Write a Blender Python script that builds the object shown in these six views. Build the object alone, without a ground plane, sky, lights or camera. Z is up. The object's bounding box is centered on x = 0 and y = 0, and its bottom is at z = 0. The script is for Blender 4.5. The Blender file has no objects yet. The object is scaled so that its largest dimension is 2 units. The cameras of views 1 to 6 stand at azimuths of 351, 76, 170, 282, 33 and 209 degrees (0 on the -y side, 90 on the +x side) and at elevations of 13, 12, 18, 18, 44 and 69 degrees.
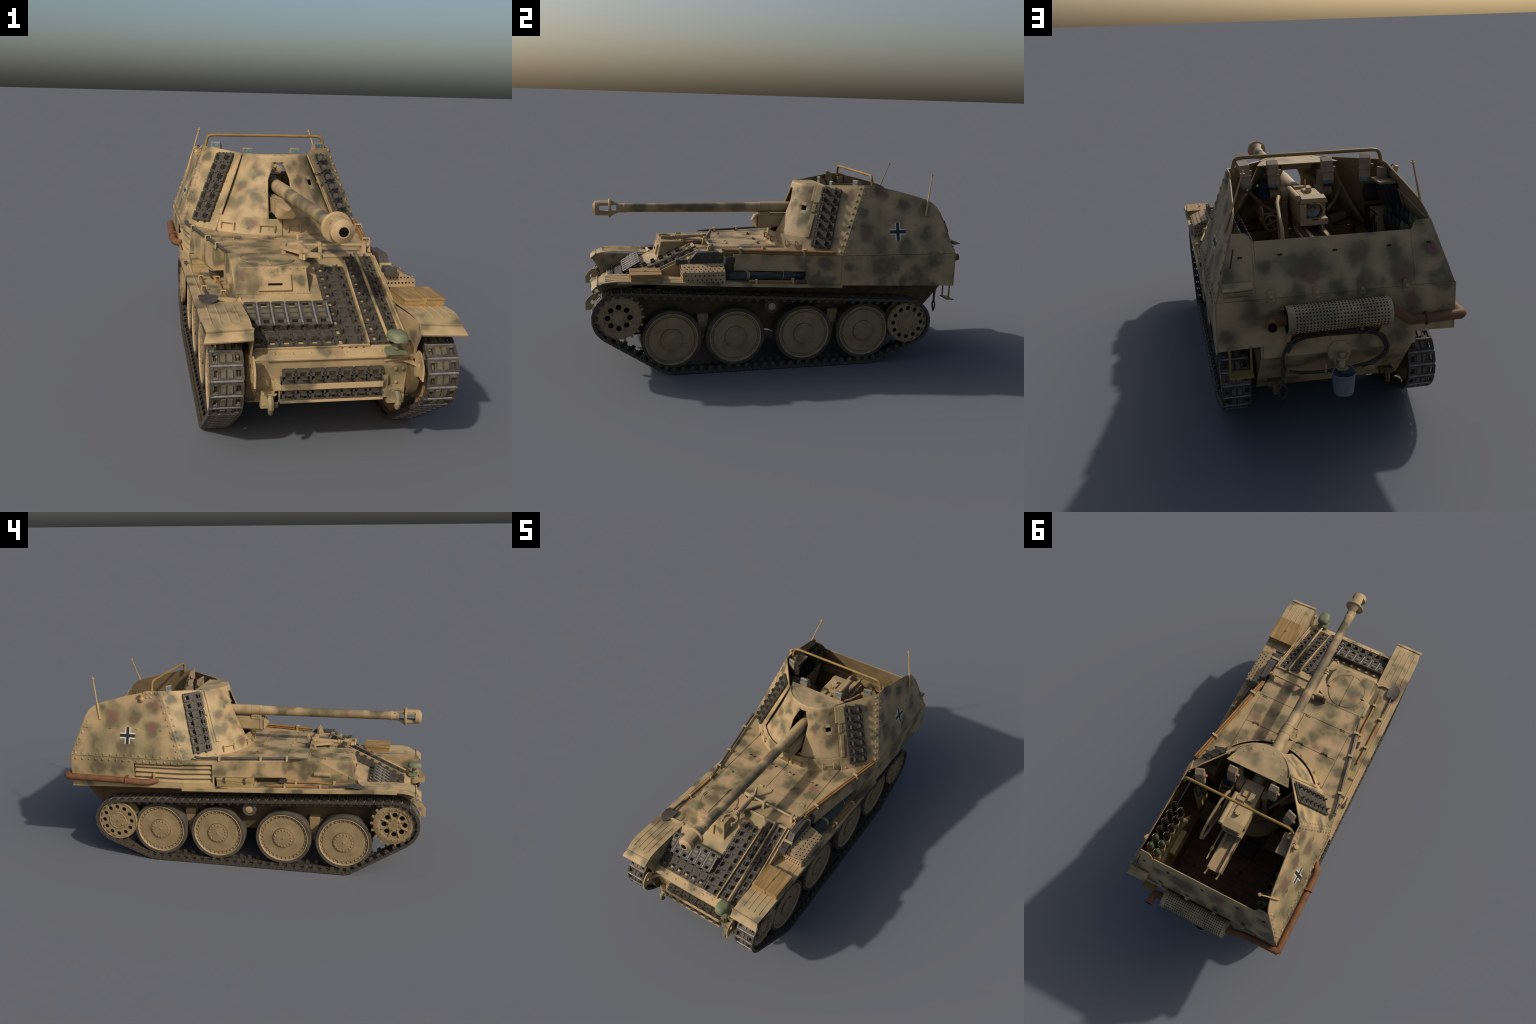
# Open-topped self-propelled anti-tank gun on a light tracked chassis, built part by part.
# Local frame: x = 0 is the vehicle's centre plane, -y is the front, z = 0 the ground.
import bpy, bmesh, math, random
from mathutils import Vector, Matrix

random.seed(7)
V = Vector
XC = 0.0175            # the exhaust pipe sticks out on one side, so the hull is off centre
COLL = bpy.context.scene.collection

# ------------------------------------------------------------------ materials
def lin(r, g, b):
    f = lambda c: (c / 255) / 12.92 if c / 255 <= 0.04045 else ((c / 255 + 0.055) / 1.055) ** 2.4
    return (f(r), f(g), f(b), 1.0)

class Nodes:
    def __init__(self, name):
        self.m = bpy.data.materials.new(name)
        self.m.use_nodes = True
        self.t = self.m.node_tree
        self.bsdf = self.t.nodes["Principled BSDF"]
        self.co = self.n("ShaderNodeTexCoord").outputs["Object"]
    def n(self, kind, **kw):
        d = self.t.nodes.new(kind)
        for k, v in kw.items():
            setattr(d, k, v)
        return d
    def link(self, a, b):
        self.t.links.new(a, b)
    def math(self, op, a, b=None):
        d = self.n("ShaderNodeMath", operation=op)
        for i, v in enumerate((a, b)):
            if v is None: continue
            if isinstance(v, (int, float)): d.inputs[i].default_value = v
            else: self.link(v, d.inputs[i])
        return d.outputs[0]
    def noise(self, scale, detail=3, rough=0.55, vec=None, stretch=None):
        d = self.n("ShaderNodeTexNoise")
        d.inputs["Scale"].default_value = scale
        d.inputs["Detail"].default_value = detail
        d.inputs["Roughness"].default_value = rough
        src = vec or self.co
        if stretch:
            mp = self.n("ShaderNodeMapping")
            mp.inputs["Scale"].default_value = stretch
            self.link(src, mp.inputs["Vector"]); src = mp.outputs[0]
        self.link(src, d.inputs["Vector"])
        return d
    def ramp(self, fac, lo, hi, a=0.0, b=1.0):
        d = self.n("ShaderNodeMapRange", interpolation_type="SMOOTHSTEP")
        self.link(fac, d.inputs["Value"])
        for k, v in (("From Min", lo), ("From Max", hi), ("To Min", a), ("To Max", b)):
            d.inputs[k].default_value = v
        return d.outputs[0]
    def mix(self, fac, a, b, blend="MIX"):
        d = self.n("ShaderNodeMix", data_type="RGBA", blend_type=blend)
        for sock, v in ((d.inputs[0], fac), (d.inputs[6], a), (d.inputs[7], b)):
            if isinstance(v, (int, float)): sock.default_value = v
            elif isinstance(v, tuple): sock.default_value = v
            else: self.link(v, sock)
        return d.outputs[2]
    def finish(self, col, rough=0.6, metal=0.0, bump=None, strength=0.2, dist=0.002, spec=0.3):
        b = self.bsdf
        if isinstance(col, tuple): b.inputs["Base Color"].default_value = col
        else: self.link(col, b.inputs["Base Color"])
        b.inputs["Roughness"].default_value = rough
        b.inputs["Metallic"].default_value = metal
        b.inputs["Specular IOR Level"].default_value = spec
        if bump is not None:
            d = self.n("ShaderNodeBump")
            d.inputs["Strength"].default_value = strength
            d.inputs["Distance"].default_value = dist
            self.link(bump, d.inputs["Height"]); self.link(d.outputs[0], b.inputs["Normal"])
        return self.m

SAND = lin(177, 151, 110)
SAND2 = lin(172, 142, 108)
SAND3 = lin(160, 141, 101)
OLIVE = lin(104, 102, 71)
UMBER = lin(94, 82, 64)
BROWN = lin(120, 85, 72)

# sprayed camouflage: soft blots, (x, y, z, radius), olive first and red-brown on top of some
OLIVE_BLOTS = [
    # left and right fighting-compartment sides
    (-0.351, 0.665, 0.771, 0.057), (-0.326, 0.446, 0.848, 0.036), (-0.363, 0.432, 0.733, 0.046), (-0.343, 0.545, 0.796, 0.046), (-0.386, 0.738, 0.661, 0.058),
    (-0.392, 0.574, 0.644, 0.06), (-0.4, 0.441, 0.619, 0.049), (-0.331, 0.726, 0.832, 0.029), (-0.371, 0.303, 0.71, 0.03), (-0.306, 0.423, 0.911, 0.026),
    (-0.41, 0.738, 0.539, 0.061), (-0.41, 0.617, 0.543, 0.044), (-0.41, 0.237, 0.555, 0.04), (-0.41, -0.031, 0.568, 0.054), (0.37, 0.409, 0.711, 0.048),
    (0.31, 0.492, 0.899, 0.039), (0.331, 0.608, 0.834, 0.042), (0.396, 0.476, 0.632, 0.048), (0.34, 0.738, 0.805, 0.04), (0.378, 0.735, 0.688, 0.045),
    (0.401, 0.619, 0.615, 0.054), (0.342, 0.384, 0.798, 0.034), (0.363, 0.299, 0.735, 0.029), (0.41, 0.183, 0.544, 0.047), (0.41, -0.118, 0.561, 0.046),
    (0.41, 0.478, 0.517, 0.058), (0.41, 0.549, 0.535, 0.039), (0.41, 0.679, 0.476, 0.055), (0.41, 0.763, 0.549, 0.05), (0.41, 0.313, 0.536, 0.033),
    (0.41, 0.597, 0.448, 0.03), (-0.095, 0.127, 0.83, 0.031), (-0.163, 0.133, 0.781, 0.036), (-0.103, 0.084, 0.726, 0.036), (-0.069, 0.045, 0.671, 0.025),
    (0.075, 0.136, 0.866, 0.024), (0.087, 0.107, 0.793, 0.029), (0.169, 0.111, 0.727, 0.03), (0.13, 0.165, 0.882, 0.019), (-0.284, 0.353, 0.878, 0.031),
    (-0.365, 0.259, 0.616, 0.038), (-0.336, 0.286, 0.701, 0.031), (-0.27, 0.371, 0.926, 0.021), (0.286, 0.34, 0.858, 0.036), (0.192, 0.132, 0.746, 0.034),
    (0.348, 0.259, 0.645, 0.029), (-0.134, 0.013, 0.626, 0.028), (0.119, 0.008, 0.626, 0.029), (-0.107, -0.523, 0.588, 0.034), (-0.186, -0.49, 0.588, 0.042),
    (-0.127, -0.395, 0.588, 0.029), (-0.133, -0.239, 0.588, 0.046), (-0.1, -0.154, 0.588, 0.036), (-0.044, -0.341, 0.588, 0.039), (-0.126, -0.337, 0.588, 0.034),
    (0.231, -0.171, 0.588, 0.031), (0.145, -0.357, 0.588, 0.032), (-0.227, -0.576, 0.588, 0.032), (-0.307, -0.038, 0.588, 0.04), (0.134, -0.175, 0.588, 0.031),
    (-0.334, -0.788, 0.47, 0.028), (-0.297, -0.593, 0.47, 0.022), (-0.339, -0.409, 0.47, 0.032), (-0.388, -0.211, 0.47, 0.031), (-0.27, -0.854, 0.47, 0.022),
    (-0.075, 0.853, 0.697, 0.042), (-0.204, 0.85, 0.705, 0.035), (-0.233, 0.875, 0.633, 0.051), (0.104, 0.863, 0.669, 0.046), (0.053, 0.859, 0.679, 0.038),
    (0.001, 0.885, 0.606, 0.035), (0.241, 0.857, 0.687, 0.034), (-0.326, 0.854, 0.696, 0.036), (0.364, 0.862, 0.672, 0.034), (0.295, 0.892, 0.54, 0.045),
    (-0.258, 0.892, 0.524, 0.044), (0.378, 0.892, 0.464, 0.034), (-0.216, 0.892, 0.418, 0.04), (0.067, 0.892, 0.5, 0.023), (-0.093, 0.892, 0.389, 0.036),
    (-0.259, -0.62, 0.551, 0.024), (-0.231, -0.634, 0.482, 0.019), (-0.104, -0.613, 0.587, 0.019), (-0.053, -0.623, 0.534, 0.02), (-0.144, -0.616, 0.568, 0.015),
    (-0.275, -0.387, 0.544, 0.048), (-0.275, -0.198, 0.532, 0.041), (-0.275, -0.567, 0.565, 0.023), (0, -0.189, 0.79, 0.035), (0, -0.359, 0.79, 0.048),
    (0, -0.527, 0.79, 0.043), (0, -0.717, 0.79, 0.037), (0, -0.726, 0.79, 0.033), (0, -0.439, 0.79, 0.047), (0, -0.211, 0.79, 0.047),
]
BROWN_BLOTS = [
    (-0.343, 0.664, 0.796, 0.037), (-0.319, 0.439, 0.87, 0.025), (-0.359, 0.435, 0.745, 0.031), (-0.349, 0.549, 0.776, 0.021), (-0.41, 0.606, 0.538, 0.021),
    (0.378, 0.405, 0.688, 0.031), (0.314, 0.502, 0.885, 0.029), (0.396, 0.486, 0.631, 0.024), (0.41, 0.173, 0.544, 0.024), (0.41, 0.678, 0.481, 0.03),
    (-0.08, 0.137, 0.865, 0.026), (-0.167, 0.127, 0.764, 0.024), (-0.091, 0.063, 0.69, 0.025), (0.078, 0.141, 0.875, 0.017), (0.09, 0.1, 0.774, 0.019),
    (0.284, 0.345, 0.867, 0.024), (0.245, 0.14, 0.666, 0.019), (-0.119, 0.007, 0.624, 0.021), (-0.201, -0.452, 0.588, 0.026), (-0.14, -0.118, 0.588, 0.025),
    (0.232, -0.123, 0.588, 0.031), (0.214, -0.355, 0.588, 0.026), (0.119, -0.377, 0.588, 0.016), (-0.3, -0.73, 0.47, 0.019), (-0.397, -0.724, 0.47, 0.022),
    (-0.376, -0.402, 0.47, 0.024), (-0.079, 0.854, 0.693, 0.027), (-0.237, 0.878, 0.625, 0.032), (0.079, 0.87, 0.648, 0.023), (-0.338, 0.854, 0.695, 0.024),
    (-0.258, 0.892, 0.533, 0.024), (-0.247, -0.617, 0.563, 0.018), (-0.275, -0.602, 0.567, 0.02), (0, -0.237, 0.79, 0.025), (0, -0.359, 0.79, 0.022),
    (0, -0.563, 0.79, 0.03),
]

_camo = {}
def camo(key, lo=None, hi=None, general=0.85):
    """Sand paint with the sprayed blots that reach into the box lo..hi."""
    if key in _camo: return _camo[key]
    k = Nodes("camouflage_" + key)
    warp = k.noise(13, 3)
    sub = k.n("ShaderNodeVectorMath", operation="SUBTRACT"); sub.inputs[1].default_value = (0.5, 0.5, 0.5)
    k.link(warp.outputs["Color"], sub.inputs[0])
    sc = k.n("ShaderNodeVectorMath", operation="SCALE"); sc.inputs["Scale"].default_value = 0.085
    k.link(sub.outputs[0], sc.inputs[0])
    ad = k.n("ShaderNodeVectorMath", operation="ADD")
    k.link(k.co, ad.inputs[0]); k.link(sc.outputs[0], ad.inputs[1])
    pos = ad.outputs[0]
    def mask(blots, grow):
        out = None
        for x, y, z, r in blots:
            if lo and any(c + 1.3 * r < l - 0.005 or c - 1.3 * r > h + 0.005 for c, l, h in zip((x, y, z), lo, hi)): continue
            d = k.n("ShaderNodeVectorMath", operation="DISTANCE")
            k.link(pos, d.inputs[0]); d.inputs[1].default_value = (x, y, z)
            m = k.ramp(d.outputs["Value"], 0.15 * r * grow, 1.5 * r * grow, 1.0, 0.0)
            m = k.math("SUBTRACT", 1.0, m)
            out = m if out is None else k.math("MULTIPLY", out, m)
        return k.math("SUBTRACT", 1.0, out) if out is not None else None
    fine = k.noise(160, 4, 0.7)
    broad = k.noise(9, 3, 0.5)
    streak = k.noise(20, 3, 0.6, stretch=(1.5, 0.5, 4.0))
    col = k.mix(k.ramp(broad.outputs[0], 0.35, 0.65), SAND, SAND2)
    broad2 = k.noise(7, 2, 0.5, stretch=(1.0, 1.3, 1.1))
    col = k.mix(k.ramp(broad2.outputs[0], 0.42, 0.68, 0.0, 0.8), col, SAND3)
    col = k.mix(k.math("MULTIPLY", k.ramp(streak.outputs[0], 0.45, 0.75), 0.3), col, lin(158, 130, 90))
    # loose over-spray between the placed blots
    over = k.noise(9, 2, 0.5)
    g = k.ramp(over.outputs[0], 0.44, 0.67, 0.0, general)
    mg = mask(OLIVE_BLOTS, 1.28)
    if mg is not None: g = k.math("MAXIMUM", g, mg)
    col = k.mix(k.math("MULTIPLY", g, 0.93), col, OLIVE)
    # the heart of a heavy blot turns umber
    heart = k.noise(19, 2, 0.5)
    hm = k.math("MULTIPLY", k.ramp(g, 0.45, 1.0), k.ramp(heart.outputs[0], 0.34, 0.54))
    col = k.mix(k.math("MULTIPLY", hm, 0.85), col, UMBER)
    over2 = k.noise(13, 2, 0.4, vec=pos)
    b = k.ramp(over2.outputs[0], 0.68, 0.82, 0.0, general * 0.5)
    mb = mask(BROWN_BLOTS, 1.1)
    if mb is not None: b = k.math("MAXIMUM", b, mb)
    col = k.mix(k.math("MULTIPLY", b, 0.82), col, BROWN)
    col = k.mix(k.ramp(fine.outputs[0], 0.3, 0.7, 0.0, 0.2), col, lin(116, 94, 64))
    _camo[key] = k.finish(col, 0.62, bump=fine.outputs[0], strength=0.08, dist=0.001)
    return _camo[key]

def plain(name, c1, c2, scale=30, rough=0.6, metal=0.0, bump=0.1, stretch=None, speck=None, spec=0.3, objrandom=0.0):
    k = Nodes(name)
    n = k.noise(scale, 4, 0.6, stretch=stretch)
    col = k.mix(k.ramp(n.outputs[0], 0.32, 0.68), c1, c2)
    f = k.noise(220, 3, 0.7)
    if speck:
        col = k.mix(k.ramp(f.outputs[0], 0.5, 0.72, 0.0, 0.6), col, speck)
    if objrandom:
        oi = k.n("ShaderNodeObjectInfo")
        col = k.mix(k.math("MULTIPLY", oi.outputs["Random"], objrandom), col, c2)
    return k.finish(col, rough, metal, f.outputs[0], bump, 0.001, spec)

M = {}
M["inside"] = plain("interior_paint", lin(148, 125, 90), lin(128, 107, 76), 14)  # hull sand taken down in tone for the shade inside the compartment
M["floor"] = plain("floor_plate", lin(92, 66, 46), lin(70, 50, 36), 22, bump=0.4)
M["wheel"] = plain("dusty_wheel_paint", lin(148, 126, 92), lin(132, 111, 79), 18, speck=lin(114, 94, 66))
M["wheel_edge"] = plain("pale_rim_lip", lin(178, 156, 122), lin(150, 128, 96), 40)
M["rubber"] = plain("dusty_rubber", lin(86, 78, 67), lin(70, 63, 54), 20, 0.85, spec=0.15)
M["steel"] = plain("track_steel", lin(84, 76, 67), lin(64, 57, 50), 60, 0.55, 0.25, 0.4, speck=lin(106, 92, 74))
M["stow"] = plain("stowed_track_steel", lin(78, 71, 61), lin(62, 56, 48), 50, 0.65, 0.1, 0.4, speck=lin(92, 83, 68))
M["pad"] = plain("dusty_track_face", lin(102, 92, 76), lin(80, 71, 58), 60, 0.6, 0.1, 0.4, speck=lin(118, 104, 80))
M["pin"] = plain("bright_track_pin", lin(138, 134, 130), lin(112, 108, 104), 80, 0.45, 0.3)
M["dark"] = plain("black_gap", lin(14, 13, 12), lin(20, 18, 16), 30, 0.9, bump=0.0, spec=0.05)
M["groove"] = plain("dark_brown_seam", lin(70, 56, 36), lin(58, 46, 30), 30, 0.9, bump=0.0, spec=0.05)
M["under"] = plain("shade_darkened_underside", lin(104, 84, 56), lin(84, 68, 46), 16, 0.8)
M["rust"] = plain("rusty_pipe", lin(118, 77, 46), lin(94, 64, 41), 24, 0.75, bump=0.3, speck=lin(110, 88, 68))
M["crate"] = plain("crate_wood", lin(162, 132, 84), lin(124, 96, 56), 40, 0.7, stretch=(1.0, 0.10, 8.0), bump=0.2)
M["handle"] = plain("tool_handle_wood", lin(156, 116, 66), lin(122, 88, 50), 40, 0.6, stretch=(4, 0.4, 4))
M["chest"] = plain("painted_tool_chest", lin(164, 140, 94), lin(136, 116, 76), 30, 0.7, stretch=(1, 0.3, 4))
M["gunmetal"] = plain("dark_tool_steel", lin(84, 76, 69), lin(68, 61, 55), 30, 0.55, 0.15)
M["tarp"] = plain("tarpaulin", lin(72, 74, 68), lin(54, 56, 53), 26, 0.9, bump=0.5, stretch=(3, 0.6, 3))
M["glass"] = plain("periscope_glass", lin(104, 134, 140), lin(64, 88, 96), 120, 0.2, spec=0.5)
M["scope"] = plain("periscope_housing", lin(150, 128, 100), lin(132, 112, 88), 30)
M["rail"] = plain("ochre_railing", lin(146, 114, 60), lin(126, 98, 52), 20, 0.5)
M["aerial"] = plain("aerial_rod", lin(184, 152, 104), lin(164, 134, 90), 20)
M["lamp"] = plain("green_lamp_cover", lin(112, 116, 86), lin(96, 100, 74), 30, 0.55)
M["bucket"] = plain("zinc_bucket", lin(130, 134, 140), lin(106, 110, 118), 40, 0.55, 0.2)
M["cable"] = plain("steel_rope", lin(74, 62, 52), lin(56, 48, 42), 90, 0.6, 0.2, 0.5)
M["shell"] = plain("black_shell", lin(32, 32, 33), lin(25, 25, 27), 40, 0.5)
M["shell_green"] = plain("olive_shell", lin(86, 92, 66), lin(68, 74, 53), 40, 0.6)
M["brass"] = plain("cartridge_case", lin(150, 122, 72), lin(128, 102, 58), 40, 0.45, 0.2)
M["breech"] = plain("bare_breech_steel", lin(138, 134, 130), lin(112, 108, 104), 40, 0.4, 0.4)
M["black"] = plain("black_equipment", lin(44, 42, 40), lin(34, 32, 32), 40, 0.6)
M["blue"] = plain("blue_black_sight", lin(38, 48, 70), lin(30, 38, 54), 40, 0.45)
M["seat"] = plain("leather_seat", lin(84, 76, 50), lin(64, 58, 40), 50, 0.8)
M["muffler"] = plain("perforated_guard", lin(162, 142, 106), lin(120, 106, 82), 12, 0.65)
M["bracket"] = plain("clamp_paint", lin(176, 156, 116), lin(152, 136, 100), 40)
M["white"] = plain("white_marking", lin(214, 210, 202), lin(196, 190, 180), 60, 0.6)
M["markblack"] = plain("black_marking", lin(40, 38, 36), lin(52, 48, 44), 60, 0.6)

# ------------------------------------------------------------------ mesh building
class MB:
    """A growing mesh: every primitive takes a material index."""
    def __init__(self): self.v = []; self.f = []; self.m = []
    def add(self, verts, faces, m=0):
        o = len(self.v)
        self.v += [V(p) for p in verts]
        self.f += [tuple(o + i for i in f) for f in faces]
        self.m += [m] * len(faces) if isinstance(m, int) else list(m)
        return self
    def hexa(self, b, t, m=0):
        """bottom and top quads, both in the same turning sense"""
        return self.add(list(b) + list(t), [(3, 2, 1, 0), (4, 5, 6, 7), (0, 1, 5, 4), (1, 2, 6, 5), (2, 3, 7, 6), (3, 0, 4, 7)], m)
    def box(self, lo, hi, m=0, mat=None):
        (a, b, c), (d, e, f) = lo, hi
        P = [V((a, b, c)), V((d, b, c)), V((d, e, c)), V((a, e, c)), V((a, b, f)), V((d, b, f)), V((d, e, f)), V((a, e, f))]
        if mat: P = [mat @ p for p in P]
        return self.hexa(P[:4], P[4:], m)
    def cbox(self, c, s, m=0, mat=None):
        return self.box([c[i] - s[i] / 2 for i in range(3)], [c[i] + s[i] / 2 for i in range(3)], m, mat)
    def plate(self, poly, back, m=0, mb=None):
        """polygon with depth: back is the offset vector to the rear face"""
        n = len(poly); P = [V(p) for p in poly]; B = V(back)
        mb = m if mb is None else mb
        nrm = sum((P[i].cross(P[(i + 1) % n]) for i in range(n)), V())
        if nrm.dot(B) > 0: P.reverse()
        F = [tuple(range(n)), tuple(range(2 * n - 1, n - 1, -1))] + [(i, n + i, n + (i + 1) % n, (i + 1) % n) for i in range(n)]
        return self.add(P + [p + B for p in P], F, [m] + [mb] * (n + 1))
    def frame(self, ax):
        ax = ax.normalized()
        u = ax.cross(V((0, 0, 1)))
        if u.length < 1e-3: u = ax.cross(V((0, 1, 0)))
        u.normalize()
        return u, ax.cross(u)
    def lathe(self, o, ax, prof, seg=24, m=0, closed=False, phase=0.0, arc=None):
        """profile of (distance along axis, radius) turned round ax"""
        o = V(o); ax = V(ax).normalized(); u, w = self.frame(ax)
        n = len(prof); vs = []; fs = []; ms = []
        full = arc is None
        cnt = seg if full else seg + 1
        for j in range(cnt):
            a = phase + (math.tau * j / seg if full else arc[0] + (arc[1] - arc[0]) * j / seg)
            d = u * math.cos(a) + w * math.sin(a)
            vs += [o + ax * t + d * r for t, r in prof]
        for j in range(seg):
            k = (j + 1) % cnt
            for i in range(n if closed else n - 1):
                i2 = (i + 1) % n
                fs.append((j * n + i, j * n + i2, k * n + i2, k * n + i)); ms.append(m if isinstance(m, int) else m[i])
        if not full and closed:
            fs += [tuple(range(n)), tuple(reversed(range(seg * n, seg * n + n)))]; ms += [m if isinstance(m, int) else m[0]] * 2
        if full and not closed:
            if prof[0][1] > 1e-6: fs.append(tuple(j * n for j in range(seg))); ms.append(m if isinstance(m, int) else m[0])
            if prof[-1][1] > 1e-6: fs.append(tuple(j * n + n - 1 for j in reversed(range(seg)))); ms.append(m if isinstance(m, int) else m[-1])
        return self.add(vs, fs, ms)
    def cyl(self, a, b, r, seg=12, m=0, r2=None):
        a, b = V(a), V(b)
        return self.lathe(a, b - a, [(0, r), ((b - a).length, r if r2 is None else r2)], seg, m)
    def tube(self, pts, r, seg=8, m=0, closed=False, flat=1.0):
        P = [V(p) for p in pts]; n = len(P); vs = []; fs = []
        u = None
        for i, p in enumerate(P):
            a = P[(i - 1) % n] if closed or i else p
            b = P[(i + 1) % n] if closed or i < n - 1 else p
            t1 = (p - a).normalized() if (p - a).length > 1e-9 else (b - p).normalized()
            t2 = (b - p).normalized() if (b - p).length > 1e-9 else t1
            t = (t1 + t2).normalized()
            if u is None: u, w = self.frame(t)
            else:
                u = (u - t * u.dot(t)).normalized(); w = t.cross(u)
            k = 1 / max(0.5, t.dot(t1))
            rr = r[i] if isinstance(r, (list, tuple)) else r
            for j in range(seg):
                c = math.tau * j / seg
                d = u * math.cos(c) + w * math.sin(c) * flat
                side = (t1 - t * t.dot(t1))
                if side.length > 1e-6 and k > 1.01:
                    s = side.normalized(); d = d + s * d.dot(s) * (k - 1)
                vs.append(p + d * rr)
        for i in range(n if closed else n - 1):
            i2 = (i + 1) % n
            for j in range(seg):
                j2 = (j + 1) % seg
                fs.append((i * seg + j, i * seg + j2, i2 * seg + j2, i2 * seg + j))
        if not closed:
            fs += [tuple(reversed(range(seg))), tuple(range((n - 1) * seg, n * seg))]
        return self.add(vs, fs, m)
    def dome(self, p, nrm, r=0.0076, h=0.0052, m=0, seg=8):
        nrm = V(nrm).normalized()
        return self.lathe(V(p) - nrm * 0.001, nrm, [(0, r), (0.001 + h * 0.5, r * 0.88), (0.001 + h * 0.87, r * 0.5), (0.001 + h, 0.0)], seg, m)
    def holed_ring(self, o, ax, r0, r1, depth, n, rc, rh, m=0, k=20, squash=1.0):
        """flat ring about ax with n round holes cut clean through it"""
        o = V(o); ax = V(ax).normalized(); u, w = self.frame(ax)
        half = math.pi / n
        for s in range(n):
            a0 = math.tau * s / n
            outer, inner = [], []
            for j in range(k):
                t = math.tau * j / k
                c, q = math.cos(t), math.sin(t)
                g = max(abs(c), abs(q))
                ra = (r0 + r1) / 2 + (r1 - r0) / 2 * c / g
                an = a0 + half * q / g
                outer.append((ra, an))
                cx = rc + rh * c; cy = rh * squash * q
                inner.append((math.hypot(cx, cy), a0 + math.atan2(cy, cx)))
            P = lambda ra, an, t: o + ax * t + (u * math.cos(an) + w * math.sin(an)) * ra
            vs = [P(*x, 0) for x in outer] + [P(*x, 0) for x in inner] + [P(*x, depth) for x in outer] + [P(*x, depth) for x in inner]
            fs = []
            for j in range(k):
                l = (j + 1) % k
                fs += [(j, k + j, k + l, l), (2 * k + j, 2 * k + l, 3 * k + l, 3 * k + j), (k + j, 3 * k + j, 3 * k + l, k + l)]
                if abs(outer[j][0] - r1) < 1e-6 and abs(outer[l][0] - r1) < 1e-6 or abs(outer[j][0] - r0) < 1e-6 and abs(outer[l][0] - r0) < 1e-6:
                    fs.append((j, l, 2 * k + l, 2 * k + j))
            self.add(vs, fs, m)
        return self
    def mesh(self, name, mats, sharp=35, recalc=True, merge=False):
        me = bpy.data.meshes.new(name)
        me.from_pydata([tuple(p) for p in self.v], [], self.f)
        for mt in mats: me.materials.append(mt)
        me.polygons.foreach_set("material_index", self.m)
        me.update()
        if recalc:
            bm = bmesh.new(); bm.from_mesh(me)
            if merge: bmesh.ops.remove_doubles(bm, verts=bm.verts, dist=1e-6)
            bmesh.ops.recalc_face_normals(bm, faces=bm.faces)
            bm.to_mesh(me); bm.free()
        me.polygons.foreach_set("use_smooth", [True] * len(me.polygons))
        me.set_sharp_from_angle(angle=math.radians(sharp))
        return me

ROOT = bpy.data.objects.new("tank_destroyer", None)
COLL.objects.link(ROOT)
ROOT.location = (XC, 0, 0)
ROOT.empty_display_size = 0.1
ROOT["label"] = "open-topped tracked tank destroyer in sand, olive and brown camouflage"
ROOT["category"] = "tank destroyer"

def put(name, mb, mats, parent=None, sharp=35, bevel=0.0, kind=None, mesh=None, mat=None, merge=False):
    me = mesh or mb.mesh(name, mats if isinstance(mats, (list, tuple)) else [mats], sharp, True, merge)
    o = bpy.data.objects.new(name, me)
    COLL.objects.link(o)
    o.parent = parent or ROOT
    if mat is not None: o.matrix_local = mat
    if bevel:
        b = o.modifiers.new("edge", "BEVEL"); b.width = bevel; b.segments = 2; b.limit_method = "ANGLE"; b.angle_limit = math.radians(40)
    if kind: o["kind"] = kind
    return o

def lerp(a, b, t): return V(a) * (1 - t) + V(b) * t
def basis(x, z, o):
    """matrix whose local x and z point along the given directions"""
    z = V(z).normalized(); x = V(x); x = (x - z * x.dot(z)).normalized(); y = z.cross(x)
    return Matrix(((x.x, y.x, z.x, o[0]), (x.y, y.y, z.y, o[1]), (x.z, y.z, z.z, o[2]), (0, 0, 0, 1)))

# ================================================================== HULL
DECK = 0.587
def wall_x(y):
    """half-width of the upper side wall: it flares out towards the fighting compartment"""
    return 0.316 + (y + 0.272) * 0.1732 if y < 0.265 else 0.409 + (y - 0.265) * 0.004

camo_hull = camo("hull", (-0.3, -0.95, 0.15), (0.3, 0.2, 0.6))
hb = MB()
HW = 0.268
prof = [(-0.909, 0.3645), (-0.876, 0.386), (-0.624, 0.4965), (-0.449, 0.5845), (0.085, 0.5845), (0.085, 0.32), (0.775, 0.32), (0.884, 0.43), (0.886, 0.373), (0.715, 0.176), (-0.766, 0.174), (-0.879, 0.212)]
hb.plate([(-HW, y, z) for y, z in prof], (2 * HW, 0, 0))
# crown strip of the nose with its overhang
hb.hexa([(-0.215, -0.918, 0.3615), (0.245, -0.918, 0.3615), (0.245, -0.878, 0.386), (-0.215, -0.878, 0.386)],
        [(-0.215, -0.918, 0.3685), (0.245, -0.918, 0.3685), (0.245, -0.874, 0.391), (-0.215, -0.874, 0.391)])
hb.m[1] = hb.m[0] = 1  # hull sides coloured darker for the occlusion shade behind the wheels
hull = put("hull", hb, [camo_hull, M["under"]], bevel=0.0015)

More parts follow.
